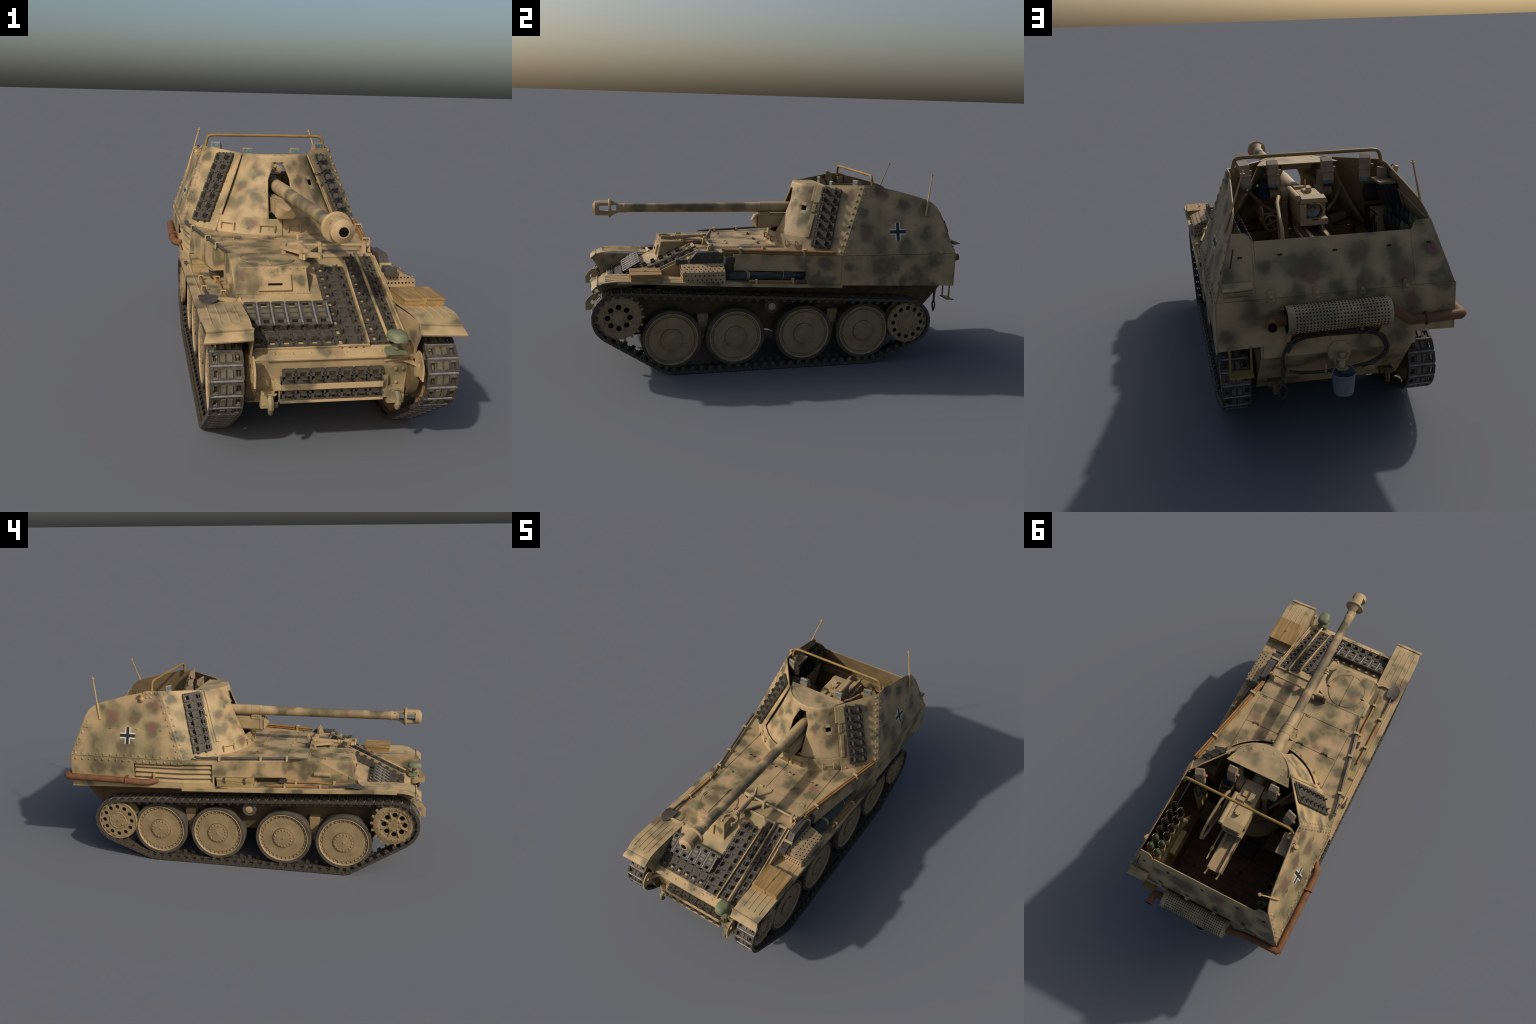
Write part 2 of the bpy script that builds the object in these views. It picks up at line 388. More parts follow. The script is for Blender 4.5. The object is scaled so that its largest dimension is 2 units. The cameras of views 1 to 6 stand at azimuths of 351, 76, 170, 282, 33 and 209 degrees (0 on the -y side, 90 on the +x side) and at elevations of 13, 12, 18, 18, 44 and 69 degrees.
b = MB()
for s in (-1, 1):   # flared sponsons beside the engine
    lowz = 0.503 if s > 0 else 0.496
    cut = 0.086 if s > 0 else 0.104
    def quad(y0, y1, z0, z1, inner=0.2685):
        a0, a1 = wall_x(y0), wall_x(y1)
        b.hexa([(s * inner, y0, z0), (s * a0, y0 - 0.004 if y0 < -0.2 else y0, z0), (s * a1, y1, z0), (s * inner, y1, z0)],
               [(s * inner, y0, z1), (s * a0, y0 - 0.004 if y0 < -0.2 else y0, z1), (s * a1, y1, z1), (s * inner, y1, z1)])
    quad(-0.270, cut, lowz, DECK)
    if s > 0:
        quad(cut, 0.265, 0.437, DECK)
    else:
        quad(cut, 0.265, 0.566, DECK)
        quad(cut, 0.265, 0.437, 0.463)
        quad(cut - 0.002, cut + 0.006, 0.445, 0.57)
sponson = put("sponson", b, camo("sponson", (-0.42, -0.3, 0.42), (0.42, 0.3, 0.6)), hull, bevel=0.0012)

# skirts of the fighting compartment below the armour break
T = 0.005
for s in (-1, 1):
    b = MB()
    X = s * 0.4105
    def skirt(poly): b.plate([(X + s * (y - 0.265) * 0.004, y, z) for y, z in poly], (-s * T, 0, 0), 0, 1)
    zb = lambda y: 0.434 - (y - 0.265) * 0.0335
    if s > 0:
        skirt([(0.265, zb(0.265)), (0.893, zb(0.893)), (0.893, 0.586), (0.265, 0.586)])
    else:
        skirt([(0.535, zb(0.535)), (0.893, zb(0.893)), (0.893, 0.586), (0.535, 0.586)])
        skirt([(0.265, 0.564), (0.535, 0.560), (0.535, 0.586), (0.265, 0.586)])
        skirt([(0.265, zb(0.265)), (0.535, zb(0.535)), (0.535, 0.462), (0.265, 0.462)])
    put("side_skirt", b, [camo("skirt_%s" % ("right" if s > 0 else "left"), (X - 0.03, 0.26, 0.4), (X + 0.03, 0.9, 0.6)), M["inside"]], hull)
# floor over the tracks and the inner lining
b = MB()
for s in (-1, 1):
    b.hexa([(s * 0.268, 0.20, 0.433), (s * 0.395, 0.20, 0.433), (s * 0.405, 0.885, 0.416), (s * 0.268, 0.885, 0.416)],
           [(s * 0.268, 0.20, 0.438), (s * 0.395, 0.20, 0.438), (s * 0.405, 0.885, 0.430), (s * 0.268, 0.885, 0.430)])
    b.plate([(s * 0.2685, y, z) for y, z in ((0.083, 0.316), (0.834, 0.316), (0.883, 0.371), (0.883, 0.4345), (0.083, 0.4345))], (-s * 0.006, 0, 0))
put("sponson_floor", b, M["under"], hull)
b = MB(); b.plate([(-0.352, 0.10, 0.44), (-0.378, 0.262, 0.44), (-0.380, 0.56, 0.44), (-0.380, 0.56, 0.585), (-0.378, 0.262, 0.585), (-0.352, 0.10, 0.585)], (0.003, 0, 0)); put("intake_dark_backing", b, M["dark"], hull)  # black sheet set behind the louvres

# louvres of the air intake
for i in range(4):
    b = MB()
    zt = 0.556 - i * 0.027
    ys = [0.109, 0.265, 0.532]
    for ya, yb in zip(ys, ys[1:]):
        xa, xb = -wall_x(ya), -wall_x(yb)
        b.hexa([(xa + 0.008, ya, zt - 0.016), (xb + 0.008, yb, zt - 0.016), (xb + 0.024, yb, zt - 0.020), (xa + 0.024, ya, zt - 0.020)],
               [(xa + 0.008, ya, zt - 0.012), (xb + 0.008, yb, zt - 0.012), (xb + 0.028, yb, zt + 0.008), (xa + 0.026, ya, zt + 0.008)])
    put("louvre", b, camo("louvre", (-0.45, 0.1, 0.44), (-0.36, 0.56, 0.59), 0.2), hull, bevel=0.001)
b = MB(); b.hexa([(-0.4125, 0.422, 0.462), (-0.4125, 0.428, 0.462), (-0.38, 0.428, 0.462), (-0.38, 0.422, 0.462)],
                 [(-0.4125, 0.422, 0.510), (-0.4125, 0.428, 0.510), (-0.38, 0.428, 0.510), (-0.38, 0.422, 0.510)])
put("louvre_stay", b, camo("louvre"), hull)

# rear plates
rear_mat = camo("rear", (-0.42, 0.8, 0.36), (0.42, 0.9, 0.8))
b = MB()
zb = 0.413
b.plate([(-0.415, 0.8925, 0.586), (-0.415, 0.8925, zb), (-0.274, 0.8925, 0.418), (-0.274, 0.8925, 0.372), (0.258, 0.8925, 0.372), (0.258, 0.8925, 0.418), (0.415, 0.8925, zb), (0.415, 0.8925, 0.586)], (0, -T, 0), 0, 1)
put("rear_plate", b, [rear_mat, M["inside"]], hull)
rp = lambda x, z, o=0.0: V((x, 0.8925 - (z - 0.586) * 0.353 + o * 0.943, z + o * 0.333))
IN = V((0, -0.943, -0.333)) * T
b = MB(); b.plate([rp(-0.272, 0.587), rp(0.272, 0.587), rp(0.268, 0.767), rp(-0.272, 0.765)], IN, 0, 1)
put("rear_door", b, [rear_mat, M["inside"]], hull)
for s in (-1, 1):
    b = MB()
    b.plate([rp(s * 0.274, 0.587), rp(s * 0.4105, 0.587), rp(s * 0.346, 0.795), rp(s * 0.297, 0.794), rp(s * 0.284, 0.784), rp(s * 0.274, 0.766)], IN, 0, 1)
    b.plate([rp(s * 0.270, 0.587, 0.0015), rp(s * 0.276, 0.587, 0.0015), rp(s * 0.276, 0.766, 0.0015), rp(s * 0.270, 0.766, 0.0015)], IN * 0.5, 0)
    put("rear_armour", b, [rear_mat, M["inside"]], hull)
for x, z in ((0.227, 0.590), (0.074, 0.590), (-0.081, 0.590), (-0.236, 0.588)):
    b = MB()
    b.box((x - 0.012, 0.892, z - 0.022), (x + 0.012, 0.898, z + 0.024))
    b.cyl((x - 0.007, 0.900, z + 0.004), (x + 0.007, 0.900, z + 0.004), 0.008, 10)
    b.cyl((x - 0.009, 0.899, z - 0.012), (x + 0.009, 0.899, z - 0.012), 0.005, 8)
    put("door_hinge", b, rear_mat, hull, bevel=0.001)
b = MB()     # ventilator hood
b.hexa([(0.288, 0.892, 0.628), (0.388, 0.892, 0.628), (0.388, 0.924, 0.632), (0.288, 0.924, 0.632)], [(0.288, 0.884, 0.648), (0.388, 0.884, 0.648), (0.388, 0.927, 0.636), (0.288, 0.927, 0.636)])
b.box((0.296, 0.892, 0.594), (0.382, 0.902, 0.604)); b.box((0.296, 0.892, 0.614), (0.382, 0.896, 0.620))
put("vent_hood", b, rear_mat, hull, bevel=0.001)
b = MB(); b.tube([rp(0.340, 0.745, 0.001), rp(0.340, 0.745, 0.012), rp(0.354, 0.690, 0.012), rp(0.354, 0.690, 0.001)], 0.0022, 6)
put("grab_handle", b, M["black"], hull)
b = MB()
for x in (0.185, -0.001, -0.189, 0.318, -0.33): b.hexa([rp(x - 0.008, 0.722), rp(x + 0.008, 0.722), rp(x + 0.008, 0.716), rp(x - 0.008, 0.716)], [rp(x - 0.006, 0.721, 0.004), rp(x + 0.006, 0.721, 0.004), rp(x + 0.006, 0.717, 0.004), rp(x - 0.006, 0.717, 0.004)])
put("rain_lug", b, M["groove"], hull, kind="stuff")

# --- deck plates with real gaps between them
deck_mat = camo("deck", (-0.45, -0.45, 0.56), (0.45, 0.3, 0.62))
D0, D1 = 0.5846, 0.5875
g = 0.0014
def deck(name, poly):
    q = MB(); q.plate([(x, y, D1) for x, y in poly], (0, 0, -(D1 - D0))); return put(name, q, deck_mat, hull)
dk = MB(); dk.box((-0.262, -0.44, 0.5835), (0.262, 0.08, 0.5850)); put("seam_shadow", dk, M["groove"], hull)  # brown sheet below the plates draws the shadow lines of the seams
deck("deck_plate", [(-0.266, -0.447), (0.266, -0.447), (0.266, -0.26 - g), (-0.266, -0.26 - g)])
deck("engine_hatch", [(g, -0.26 + g), (0.264 - g, -0.26 + g), (0.264 - g, -0.0875 - g), (g, -0.0875 - g)])
deck("engine_hatch", [(-g, -0.26 + g), (-g, -0.0875 - g), (-0.264 + g, -0.0875 - g), (-0.264 + g, -0.26 + g)])
for s in (-1, 1):
    deck("deck_plate", [(s * g, -0.0875 + g), (s * (0.264 - g), -0.0875 + g), (s * (0.264 - g), 0.08), (s * g, 0.0)])
for x, y in ((0.234, -0.261), (0.03, -0.261), (-0.027, -0.260), (-0.229, -0.262)):
    b = MB(); b.box((x - 0.014, y - 0.009, 0.5873), (x + 0.014, y + 0.009, 0.5905)); b.cyl((x - 0.012, y, 0.591), (x + 0.012, y, 0.591), 0.0035, 8)
    put("hatch_hinge", b, deck_mat, hull, bevel=0.0008)
for x in (0.201, 0.055, -0.060, -0.203):
    b = MB()
    for q in (-0.014, 0.014): b.plate([(x + q - 0.0015, -0.103, 0.5872), (x + q - 0.0015, -0.085, 0.5872), (x + q - 0.0015, -0.091, 0.600)], (0.003, 0, 0))
    b.box((x - 0.015, -0.1035, 0.5935), (x + 0.015, -0.0985, 0.597))
    put("hatch_handle", b, deck_mat, hull)
b = MB()
for x in (-0.2, -0.11, 0.09, 0.17, -0.24, 0.24):
    for y in (-0.272, -0.075): b.dome((x, y, 0.5872), (0, 0, 1), 0.0035, 0.002)
for y in (-0.42, -0.38, -0.34, -0.30):
    b.dome((0.25, y, 0.5872), (0, 0, 1), 0.0035, 0.002)
put("deck_bolt", b, deck_mat, hull, kind="stuff")

# --- upper front: driver's box, visor, hatch
box_mat = camo("driver_box", (-0.3, -0.66, 0.47), (0.0, -0.36, 0.61))
b = MB()
b.hexa([(-0.2765, -0.625, 0.4965), (-0.0165, -0.625, 0.4965), (-0.0165, -0.41, 0.56), (-0.2765, -0.41, 0.56)],
       [(-0.260, -0.606, 0.5890), (-0.0290, -0.604, 0.5890), (-0.0270, -0.375, 0.5890), (-0.2690, -0.375, 0.5890)])
drv = put("driver_box", b, box_mat, hull, bevel=0.0012)
def bf(x, t, o=0.0):  # point on the sloped front face of the box
    p = lerp((x, -0.625, 0.4965), (x, -0.605, 0.589), t); return p + V((0, -0.977, 0.211)) * o
b = MB(); b.hexa([bf(-0.199, 0.10), bf(-0.078, 0.10), bf(-0.080, 0.72), bf(-0.197, 0.72)], [bf(-0.196, 0.13, 0.010), bf(-0.081, 0.13, 0.010), bf(-0.083, 0.69, 0.007), bf(-0.194, 0.69, 0.007)])
vis = put("driver_visor", b, box_mat, drv, bevel=0.0015)
b = MB(); b.hexa([bf(-0.165, 0.33, 0.008), bf(-0.115, 0.33, 0.008), bf(-0.115, 0.40, 0.008), bf(-0.165, 0.40, 0.008)], [bf(-0.165, 0.33, 0.0108), bf(-0.115, 0.33, 0.0108), bf(-0.115, 0.40, 0.0104), bf(-0.165, 0.40, 0.0104)])
put("visor_slit", b, M["dark"], drv)
HC = V((-0.146, -0.483, 0.589))
b = MB(); b.lathe(HC, (0, 0, 1), [(-0.001, 0.1005), (0.0012, 0.1005), (0.0012, 0.0988), (-0.001, 0.0988)], 40, 0, True)
put("hatch_rim", b, M["under"], drv)
b = MB(); b.cyl(HC + V((0, 0, -0.001)), HC + V((0, 0, 0.0012)), 0.0975, 40); put("driver_hatch", b, box_mat, drv)
b = MB(); b.box((-0.1535, -0.582, 0.589), (-0.1465, -0.388, 0.5935)); put("hatch_ridge", b, box_mat, drv, bevel=0.001)
for x, y in ((-0.046, -0.483), (-0.246, -0.486)):
    b = MB(); b.box((x - 0.010, y - 0.014, 0.589), (x + 0.010, y + 0.014, 0.594)); b.cyl((x, y - 0.013, 0.594), (x, y + 0.013, 0.594), 0.004, 8)
    put("hatch_clasp", b, box_mat, drv)
b = MB()
for i in range(12): b.dome(bf(-0.265 + i * 0.0225, 0.03), (0, -1, 0.2), 0.004, 0.002)
for i in range(10): b.dome(bf(-0.25 + i * 0.0235, 0.94), (0, -1, 0.2), 0.0035, 0.002)
for i in range(5):
    p = lerp((-0.2765, -0.60, 0.505), (-0.2735, -0.45, 0.575), i / 4); b.dome(p, (-1, 0, 0.1), 0.0055, 0.003)
for x, y in ((-0.09, -0.54), (-0.10, -0.43), (-0.13, -0.56), (-0.19, -0.40), (-0.23, -0.40), (-0.06, -0.40)): b.dome((x, y, 0.5895), (0, 0, 1), 0.004, 0.002)
put("rivet", b, box_mat, drv, kind="stuff")
# side wall of the driving compartment, ahead of the sponsons
b = MB()
for s in (-1, 1):
    b.plate([(s * 0.2765, -0.628, 0.494), (s * 0.2765, -0.44, 0.5865), (s * 0.2765, -0.265, 0.5865), (s * 0.2765, -0.265, 0.445), (s * 0.2765, -0.628, 0.465)] if s < 0 else
            [(s * 0.2725, -0.449, 0.584), (s * 0.2725, -0.265, 0.5865), (s * 0.2725, -0.265, 0.445), (s * 0.2725, -0.66, 0.465), (s * 0.2725, -0.66, 0.488)], (-s * 0.008, 0, 0))
b.lathe((-0.276, -0.500, 0.512), (0, 1, 0), [(0, 0.0125), (0.086, 0.0125)], 16)   # side vision port
put("hull_side", b, camo("hull_side", (-0.29, -0.66, 0.44), (-0.26, -0.26, 0.6)), hull, bevel=0.001)

# --- glacis edging and frames
def gl(x, s, o=0.0):
    """point on the glacis: s metres down the slope from the deck edge, o proud of it"""
    d = -0.008 * math.sin(math.pi * min(1, s / 0.47))     # the plate is slightly hollow
    return V((x, -0.449 - s * 0.9073 - (o + d) * 0.4205, 0.5845 - s * 0.4205 + (o + d) * 0.9073))
gm = camo("glacis", (-0.28, -0.93, 0.36), (0.28, -0.43, 0.6))
b = MB()
def gbar(x0, x1, s0, s1, h, y=None): b.hexa([gl(x0, s0), gl(x1, s0), gl(x1, s1), gl(x0, s1)], [gl(x0, s0, h), gl(x1, s0, h), gl(x1, s1, h), gl(x0, s1, h)])
gbar(0.252, 0.258, -0.004, 0.47, 0.016); gbar(0.258, 0.272, -0.004, 0.47, 0.004)
gbar(0.0, 0.262, -0.008, 0.006, 0.008)
b.hexa([gl(0.137, 0.04), gl(0.143, 0.04), gl(0.126, 0.472), gl(0.120, 0.472)], [gl(0.137, 0.04, 0.02), gl(0.143, 0.04, 0.02), gl(0.126, 0.472, 0.02), gl(0.120, 0.472, 0.02)])
gbar(0.02, 0.126, 0.470, 0.476, 0.012); gbar(-0.25, 0.02, 0.472, 0.477, 0.010)
put("track_frame", b, gm, hull, bevel=0.0008)
b = MB(); b.tube([gl(0.192, -0.004, 0.014), gl(0.192, 0.004, 0.022), gl(0.188, 0.472, 0.026)], 0.0055, 8); b.dome(gl(0.192, -0.002, 0.018), (0, 0.3, 1), 0.008, 0.008)
put("locking_rod", b, gm, hull)
b = MB()
for i in range(8): b.dome((-0.19 + i * 0.058, -0.898, 0.378), (0, -0.46, 0.89), 0.0068, 0.005)
for x in (0.21, 0.235): b.dome((x, -0.905, 0.318), (0, -1, 0), 0.0068, 0.004)
for x, z in ((-0.225, 0.30), (-0.24, 0.25), (0.215, 0.27)): b.dome((x, -0.90, z), (0, -1, 0), 0.006, 0.004)
put("nose_rivet", b, gm, hull, kind="stuff")
for s in (-1, 1):   # inner mudguard wall, nose gusset
    b = MB()
    b.plate([(s * 0.268, -0.962, 0.452), (s * 0.268, -0.945, 0.478), (s * 0.268, -0.90, 0.480), (s * 0.268, -0.85, 0.481), (s * 0.268, -0.655, 0.470), (s * 0.268, -0.655, 0.42), (s * 0.268, -0.87, 0.35), (s * 0.268, -0.915, 0.355), (s * 0.268, -0.93, 0.40)], (-s * 0.004, 0, 0))
    put("mudguard_wall", b, gm, hull)
    b = MB(); b.plate([(s * 0.262, -0.905, 0.352), (s * 0.225, -0.912, 0.352), (s * 0.262, -0.95, 0.345)], (0, 0, -0.004)); put("nose_gusset", b, gm, hull)
    # towing-eye plate
    b = MB(); n = 12; eye = [(-0.968 + 0.0085 * math.cos(math.tau * i / n), 0.353 + 0.011 * math.sin(math.tau * i / n)) for i in range(n)]
    out = [(-1.0, 0.353), (-0.988, 0.372), (-0.968, 0.391), (-0.950, 0.394), (-0.925, 0.37), (-0.91, 0.34), (-0.915, 0.31), (-0.95, 0.305), (-0.97, 0.316), (-0.985, 0.317), (-0.988, 0.310), (-1.0, 0.309)]
    for dx in (0.0,):
        vs = []; fs = []
        order = sorted(range(12), key=lambda i: math.atan2(out[i][1] - 0.353, out[i][0] + 0.968) % math.tau)
        O = [out[i] for i in order]
        X0, X1 = s * 0.268, s * 0.262
        vs = [(X0, *p) for p in O] + [(X0, *p) for p in eye] + [(X1, *p) for p in O] + [(X1, *p) for p in eye]
        for i in range(n):
            j = (i + 1) % n
            fs += [(i, j, n + j, n + i), (2 * n + i, 3 * n + i, 3 * n + j, 2 * n + j), (i, 2 * n + i, 2 * n + j, j), (n + i, n + j, 3 * n + j, 3 * n + i)]
        b.add(vs, fs)
    b.plate([(s * 0.262, -0.93, 0.36), (s * 0.262, -0.90, 0.352), (s * 0.262, -0.88, 0.25), (s * 0.262, -0.93, 0.30)], (s * 0.006, 0, 0))
    put("tow_eye_plate", b, gm, hull)
    # tow hook and its base
    b = MB(); x = s * 0.207 + 0.004
    b.box((x - 0.028, -0.915, 0.205), (x + 0.028, -0.895, 0.262))
    for q in ((-0.02, 0.215), (0.02, 0.215), (-0.02, 0.252), (0.02, 0.252)): b.dome((x + q[0], -0.915, q[1]), (0, -1, 0), 0.004, 0.003)
    b.tube([(x, -0.905, 0.245), (x, -0.925, 0.245), (x, -0.940, 0.232), (x, -0.944, 0.215), (x, -0.936, 0.200), (x, -0.922, 0.197)], [0.010, 0.011, 0.011, 0.0105, 0.009, 0.006], 8)
    b.tube([(x - 0.012, -0.93, 0.258), (x + 0.016, -0.934, 0.256)], 0.003, 6)
    put("tow_hook", b, gm, hull)
    # rear hooks
    b = MB(); x = s * 0.208
    b.box((x - 0.024, 0.752, 0.208), (x + 0.024, 0.785, 0.228)); b.tube([(x, 0.76, 0.218), (x, 0.785, 0.216), (x, 0.797, 0.203), (x, 0.795, 0.188), (x, 0.782, 0.180)], [0.009, 0.010, 0.010, 0.009, 0.006], 8)
    put("tow_hook", b, M["under"], hull)
# bumper rack holding the spare links on the nose plate
b = MB()
b.box((-0.168, -0.930, 0.268), (0.162, -0.925, 0.287)); b.box((-0.172, -0.928, 0.224), (0.165, -0.895, 0.232))
for s in (-1, 1):
    x = s * 0.166 - 0.003; b.plate([(x, -0.93, 0.287), (x + s * 0.03, -0.90, 0.296), (x + s * 0.03, -0.90, 0.262), (x, -0.93, 0.268)], (0, 0.004, 0))
    b.box((min(x, x + s * 0.02), -0.915, 0.225), (max(x, x + s * 0.02), -0.9, 0.30))
put("spare_track_rack", b, gm, hull, bevel=0.001)
b = MB(); b.tube([(0.165, -0.915, 0.352), (0.21, -0.915, 0.354)], 0.002, 6); put("lamp_cable", b, M["bracket"], hull)

# --- fenders
FP = [(-0.971, 0.452), (-0.957, 0.466), (-0.940, 0.476), (-0.922, 0.483), (-0.904, 0.487), (-0.875, 0.4895), (-0.85, 0.490), (-0.79, 0.4885), (-0.69, 0.484), (-0.5, 0.472), (-0.25, 0.459), (0.0, 0.447), (0.271, 0.436)]
def fz(y):
    for (a, z0), (c, z1) in zip(FP, FP[1:]):
        if a <= y <= c: return z0 + (z1 - z0) * (y - a) / (c - a)
    return 0.42
for s in (-1, 1):
    b = MB(); n = len(FP)
    wid = lambda y: 0.4165 if y > -0.88 else 0.4165 - 0.0095 * min(1, (-0.88 - y) / 0.06) if y > -0.942 else 0.407 + 0.010 * (-0.942 - y) / 0.029
    dip = lambda y: 0.0 if y > -0.86 else min(0.006, (-0.86 - y) * 0.075)
    vs = []
    for y, z in FP: vs += [(s * 0.266, y, z), (s * wid(y), y, z - dip(y)), (s * wid(y), y + (0.003 if y < -0.93 else 0), z - dip(y) - 0.005), (s * 0.266, y + (0.003 if y < -0.93 else 0), z - 0.005)]
    fs = [(0, 1, 2, 3), tuple(4 * (n - 1) + i for i in (3, 2, 1, 0))]
    for i in range(n - 1):
        for j in range(4): fs.append((4 * i + j, 4 * i + (j + 1) % 4, 4 * i + 4 + (j + 1) % 4, 4 * i + 4 + j))
    b.add(vs, fs)
    for i in range(6, n - 1):      # rolled outer edge
        (y0, z0), (y1, z1) = FP[i], FP[i + 1]
        b.hexa([(s * 0.413, y0, z0 - 0.014), (s * 0.4175, y0, z0 - 0.014), (s * 0.4175, y1, z1 - 0.014), (s * 0.413, y1, z1 - 0.014)], [(s * 0.413, y0, z0 - 0.001), (s * 0.4175, y0, z0 - 0.001), (s * 0.4175, y1, z1 - 0.001), (s * 0.413, y1, z1 - 0.001)])
    fm = camo("fender_%s" % ("right" if s > 0 else "left"), (min(s * .26, s * .42), -1, 0.41), (max(s * .26, s * .42), 0.28, 0.5), 0.95)
    fen = put("fender", b, fm, sharp=25)
    b = MB()
    for x in (0.298, 0.328, 0.358, 0.388):
        for y0, y1 in ((-0.905, -0.855), (-0.855, -0.79), (-0.79, -0.70), (-0.64, -0.5), (-0.5, -0.33), (-0.33, -0.1), (-0.1, 0.1)):
            if x in (0.328,) and y0 > -0.7: continue
            w = 0.005
            b.hexa([(s * (x - w), y0, fz(y0) - 0.002), (s * (x + w), y0, fz(y0) - 0.002), (s * (x + w), y1, fz(y1) - 0.002), (s * (x - w), y1, fz(y1) - 0.002)],
                   [(s * (x - w * 0.25), y0, fz(y0) + 0.0022), (s * (x + w * 0.25), y0, fz(y0) + 0.0022), (s * (x + w * 0.25), y1, fz(y1) + 0.0022), (s * (x - w * 0.25), y1, fz(y1) + 0.0022)])
    put("fender_rib", b, fm, fen, kind="stuff")
    b = MB()     # angle strip at the flap hinge
    b.hexa([(s * 0.262, -0.944, 0.471), (s * 0.408, -0.944, 0.464), (s * 0.408, -0.936, 0.470), (s * 0.262, -0.936, 0.477)], [(s * 0.262, -0.947, 0.480), (s * 0.408, -0.947, 0.473), (s * 0.408, -0.942, 0.475), (s * 0.262, -0.942, 0.482)])
    put("flap_strip", b, fm, fen)

# ================================================================== FIGHTING COMPARTMENT
def side_p(s, y, z, o=0.0):
    """point on the leaning side armour, o metres proud of it"""
    return V((s * (0.4105 - (z - 0.587) * 0.3215 + o * 0.952), y, z + o * 0.306))
SIDE = [(0.266, 0.588), (0.893, 0.588), (0.858, 0.685), (0.837, 0.752), (0.820, 0.793), (0.810, 0.811), (0.798, 0.826), (0.783, 0.839), (0.764, 0.851), (0.735, 0.863), (0.700, 0.873), (0.590, 0.902), (0.517, 0.9175), (0.498, 0.925), (0.478, 0.930), (0.407, 0.931)]
casemate = None
for s in (-1, 1):
    nm = "right" if s > 0 else "left"
    cm = camo("side_" + nm, (min(s * .28, s * .43), 0.25, 0.58), (max(s * .28, s * .43), 0.9, 0.95), 0.6)
    b = MB(); b.plate([side_p(s, y, z) for y, z in SIDE], V((-s * 0.952, 0, -0.306)) * 0.005, 0, 1)
    side = put("side_armour", b, [cm, M["inside"]], bevel=0.001)
    b = MB(); nrm = V((s * 0.952, 0, 0.306))
    for i in range(11):
        t = 0.035 + i * 0.093
        b.dome(side_p(s, 0.266 + 0.141 * t + 0.013, 0.588 + 0.343 * t), nrm)
    for i in range(15): b.dome(side_p(s, 0.300 + i * 0.0405, 0.600), nrm)
    for i in range(16): b.dome((s * (0.411 + 0.004 * i / 15), 0.285 + i * 0.0385, 0.572), (s, 0, 0), 0.0062, 0.0042)
    for y, z in ((0.455, 0.918), (0.478, 0.916), (0.455, 0.897), (0.478, 0.896), (0.43, 0.918)): b.dome(side_p(s, y, z), nrm, 0.007)
    for i in range(6): b.dome(side_p(s, 0.870 - i * 0.0125, 0.612 + i * 0.031), nrm, 0.0068)
    put("rivet", b, cm, side, kind="stuff")
    b = MB()
    for y in (0.388, 0.525, 0.671, 0.805): b.hexa([side_p(s, y - 0.012, 0.737), side_p(s, y + 0.012, 0.736), side_p(s, y + 0.012, 0.732), side_p(s, y - 0.012, 0.733)], [side_p(s, y - 0.004, 0.737, 0.005), side_p(s, y + 0.004, 0.737, 0.005), side_p(s, y + 0.004, 0.733, 0.005), side_p(s, y - 0.004, 0.733, 0.005)])
    put("rain_lug", b, cm, side, kind="stuff")
    # straight-armed cross: white L-shaped borders round a black cross
    b = MB(); cy, cz = 0.573, 0.7
    def cq(a0, b0, a1, b1, m, h):
        Q = [(a0, b0), (a1, b0), (a1, b1), (a0, b1)]
        b.hexa([side_p(s, cy + p, cz + q, -0.0005) for p, q in Q], [side_p(s, cy + p, cz + q, h) for p, q in Q], m)
    L, w, o = 0.0425, 0.0085, 0.0145
    cq(-L, -w, L, w, 1, 0.0008); cq(-w, w, w, L, 1, 0.0008); cq(-w, -L, w, -w, 1, 0.0008)
    for sx in (-1, 1):
        for sz in (-1, 1):
            A = lambda p, q, r, t: cq(min(sx * p, sx * r), min(sz * q, sz * t), max(sx * p, sx * r), max(sz * q, sz * t), 0, 0.0008)
            A(w, w, o, L); A(o, w, L, o)
    put("cross_marking", b, [M["white"], M["markblack"]], side)
    # front facet
    FI, FO, BO, BI = V((s * 0.150, 0.200, 0.914)), V((s * 0.300, 0.407, 0.931)), V((s * 0.4115, 0.2655, 0.588)), V((s * 0.274, 0.088, 0.588))
    fcm = camo("facet_" + nm, (min(s * .1, s * .43), 0.05, 0.58), (max(s * .1, s * .43), 0.45, 0.95), 0.7)
    fn = (FO - FI).cross(BI - FI).normalized()
    if fn.y > 0: fn = -fn
    b = MB(); b.plate([FI, FO, BO, BI], -fn * 0.005, 0, 1)
    fac = put("front_armour", b, [fcm, M["inside"]], bevel=0.001)
    def fp(u, t, o=0.0):  # u across (0 inner, 1 outer), t down
        return lerp(lerp(FI, FO, u), lerp(BI, BO, u), t) + fn * o
    b = MB()
    for i in range(11): b.dome(fp(0.925, 0.045 + i * 0.091), fn)
    for u in (0.12, 0.35, 0.6, 0.8): b.dome(fp(u, 0.975), fn, 0.005)
    put("rivet", b, fcm, fac, kind="stuff")
    b = MB()
    def strip(u0, u1, t0, t1, h):
        b.hexa([fp(u0, t0), fp(u1, t0), fp(u1, t1), fp(u0, t1)], [fp(u0 + .01, t0 + .005, h), fp(u1 - .01, t0 + .005, h), fp(u1 - .01, t1 - .005, h), fp(u0 + .01, t1 - .005, h)])
    if s > 0:
        strip(-0.06, 0.02, 0.01, 0.26, 0.006); strip(0.0, 0.20, 0.01, 0.28, 0.007); strip(0.02, 0.12, 0.45, 0.80, 0.006)
        strip(0.0, 0.10, 0.30, 0.42, 0.005)
    else:
        strip(-0.03, 0.05, 0.01, 0.80, 0.005); strip(0.05, 0.11, 0.01, 0.80, 0.003)
